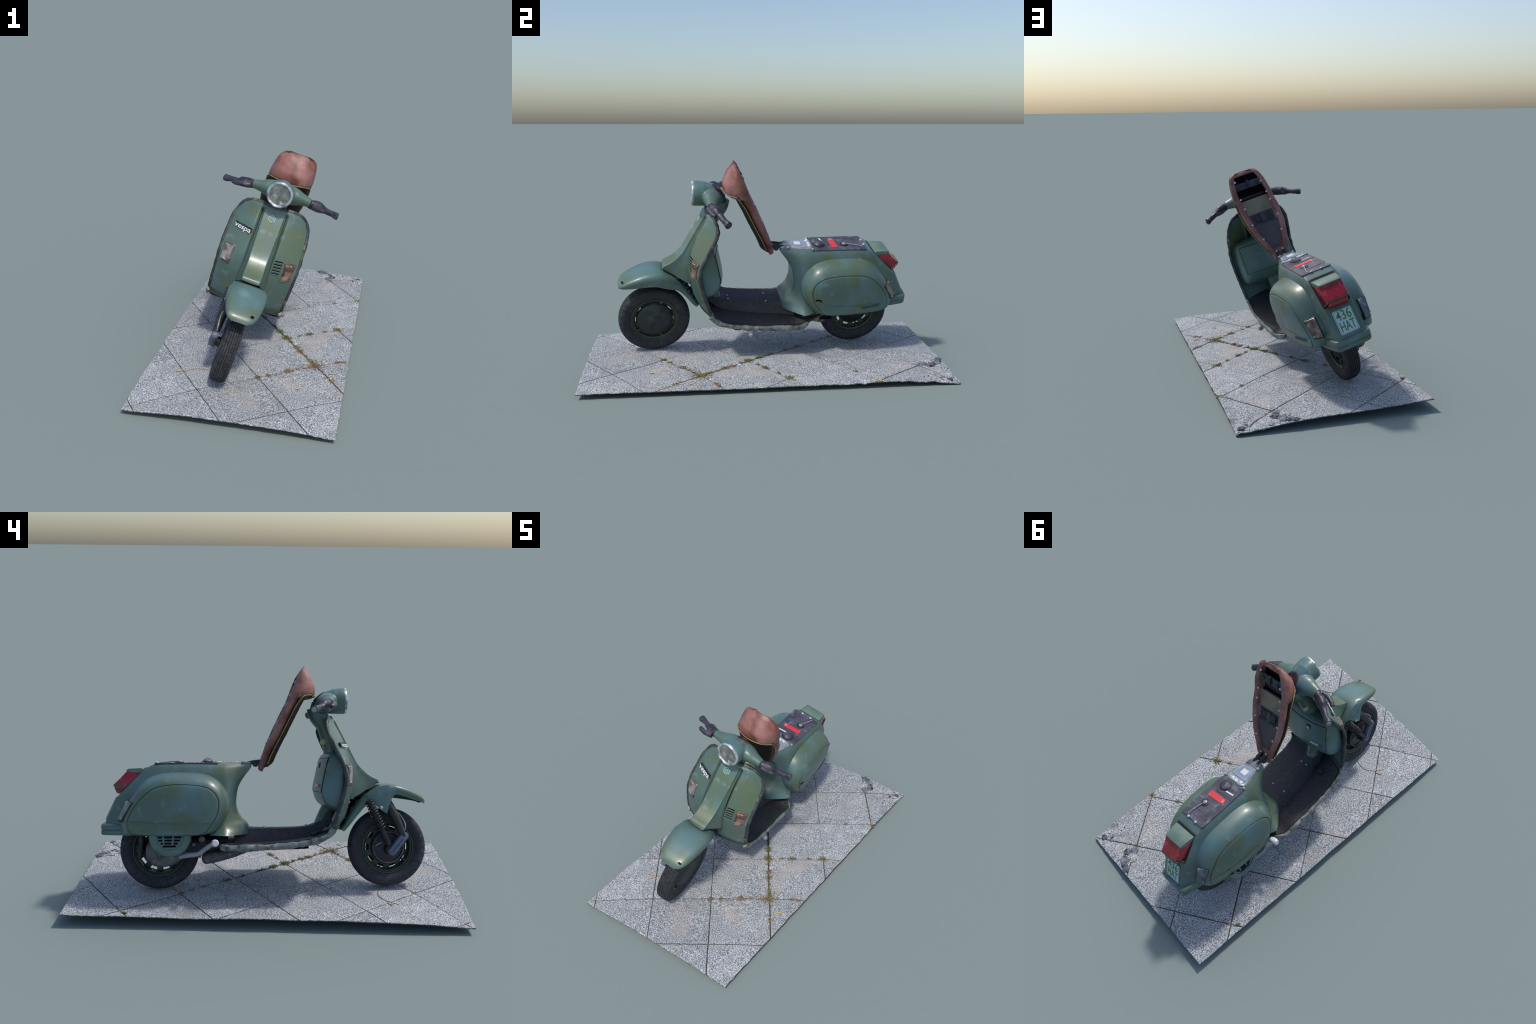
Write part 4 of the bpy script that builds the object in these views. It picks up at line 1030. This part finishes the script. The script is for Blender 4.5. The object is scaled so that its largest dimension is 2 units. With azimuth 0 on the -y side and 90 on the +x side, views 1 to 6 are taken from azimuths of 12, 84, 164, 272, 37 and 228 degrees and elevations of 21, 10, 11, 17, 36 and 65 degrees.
g1, g4, g5, g2, g8, g9, g6 = gpt(0, -1), gpt(0, 0), gpt(1, 0), gpt(-1, -1), gpt(2, 2), gpt(2, 1), gpt(1, 1)
blades('dry_needle_litter', [(*g1, .026, 4.5)] + along(g1, g4, 12, .008, .8) + along(g1, g2, 9, .007, .7) + along(g1, g1 + GU * .5, 5, .006, .6) + along(g1, g1 - GV * .5, 5, .006, .6) + along(gpt(0, 1), gpt(0, 2), 8, .008, .5) + [(*g5, .012, 1.2), (*g8, .02, .5)], DRY, .006, .022, (.05, .30), 30)
blades('joint_grass', [(*g4, .014, 3.0), (*(g4 + GV * .25), .014, 2.2), (*g5, .010, 1.4), (*g2, .006, .8), (*(g1 + GV * .5), .006, 1.0)] + along(g4, g5, 9, .006, .5) + along(g4, g4 + GV, 9, .006, .5) + along(g1, g4, 6, .005, .6) + [(*(gpt(0, 3) + Vector((-.03, -.03))), .006, 1), (*(g6 + GV * .0 + GU * .5), .006, .6)], MOSS, .004, .013, (.3, 1.0), 30)
blades('straw', [(*g5, .014, 1.0), (*(g1 + (g2 - g1) * .55), .01, .6), (*g9, .014, .8), (*(g8 + GV * .25), .012, 1.2), (*(gpt(0, 3)), .01, .2)], STRAW, .012, .035, (.02, .12), 18)
def lump(name, x, y, r, mat, seed, flat=.5, kind=None):
    bm = bmesh.new(); bmesh.ops.create_icosphere(bm, subdivisions=3, radius=1)
    for v_ in bm.verts:
        d = v_.co.copy(); k = 1 + .55 * noise.noise(d * 1.9 + Vector((seed, 0, 0))) + .15 * noise.noise(d * 4 + Vector((0, seed, 0)))
        v_.co = Vector((x + d.x * r * k, y + d.y * r * k, ground_z(x, y) + d.z * r * k * flat))
    return add_bm(name, bm, mat, patch)
lump('white_pebble', .205, -.145, .013, PEBBLE, 3)
for k, (x, y, r, fl) in enumerate(((.270, .868, .024, .30), (.245, .905, .030, .32), (.292, .905, .020, .4), (.262, .945, .026, .35), (.300, .962, .024, .3), (.235, .968, .020, .45), (.205, .980, .018, .5), (.330, .975, .020, .4), (.470, .950, .020, .4))):
    lump('broken_stone', x, y, r, STONE if k in (1, 4, 7) else RUBBLE, k + 5, fl)
for x, y, a, l in ((.455, -.42, .6, .028), (.30, -.62, .9, .018), (.30, -.40 , 1.3, .016), (-.36, .30, 2.2, .02), (-.33, -.62, .5, .02)):
    d = Vector((math.cos(a), math.sin(a))); s = Vector((-d.y, d.x)); V = []
    for t in np.linspace(-1, 1, 9):
        w = .0045 * (1 - t * t) + .0003
        for q in (-1, 0, 1):
            p = Vector((x, y)) + d * l * t + s * w * q; V.append((p.x, p.y, ground_z(p.x, p.y) + .003 + .003 * abs(q) + .003 * t * t))
    F = [(i * 3 + j, i * 3 + j + 1, i * 3 + j + 4, i * 3 + j + 3) for i in range(8) for j in range(2)]
    mesh('fallen_leaf', V, F, STRAW, patch, 0)
# twig lying by the front wheel
tw = spline([(-.33, -.66), (-.29, -.60), (-.24, -.57), (-.18, -.575)], 30)
tube('twig', [(x, y, ground_z(x, y) + .001) for x, y in tw], .0018, DRY, patch, n=6)

print('patch lowest', min(zmins))
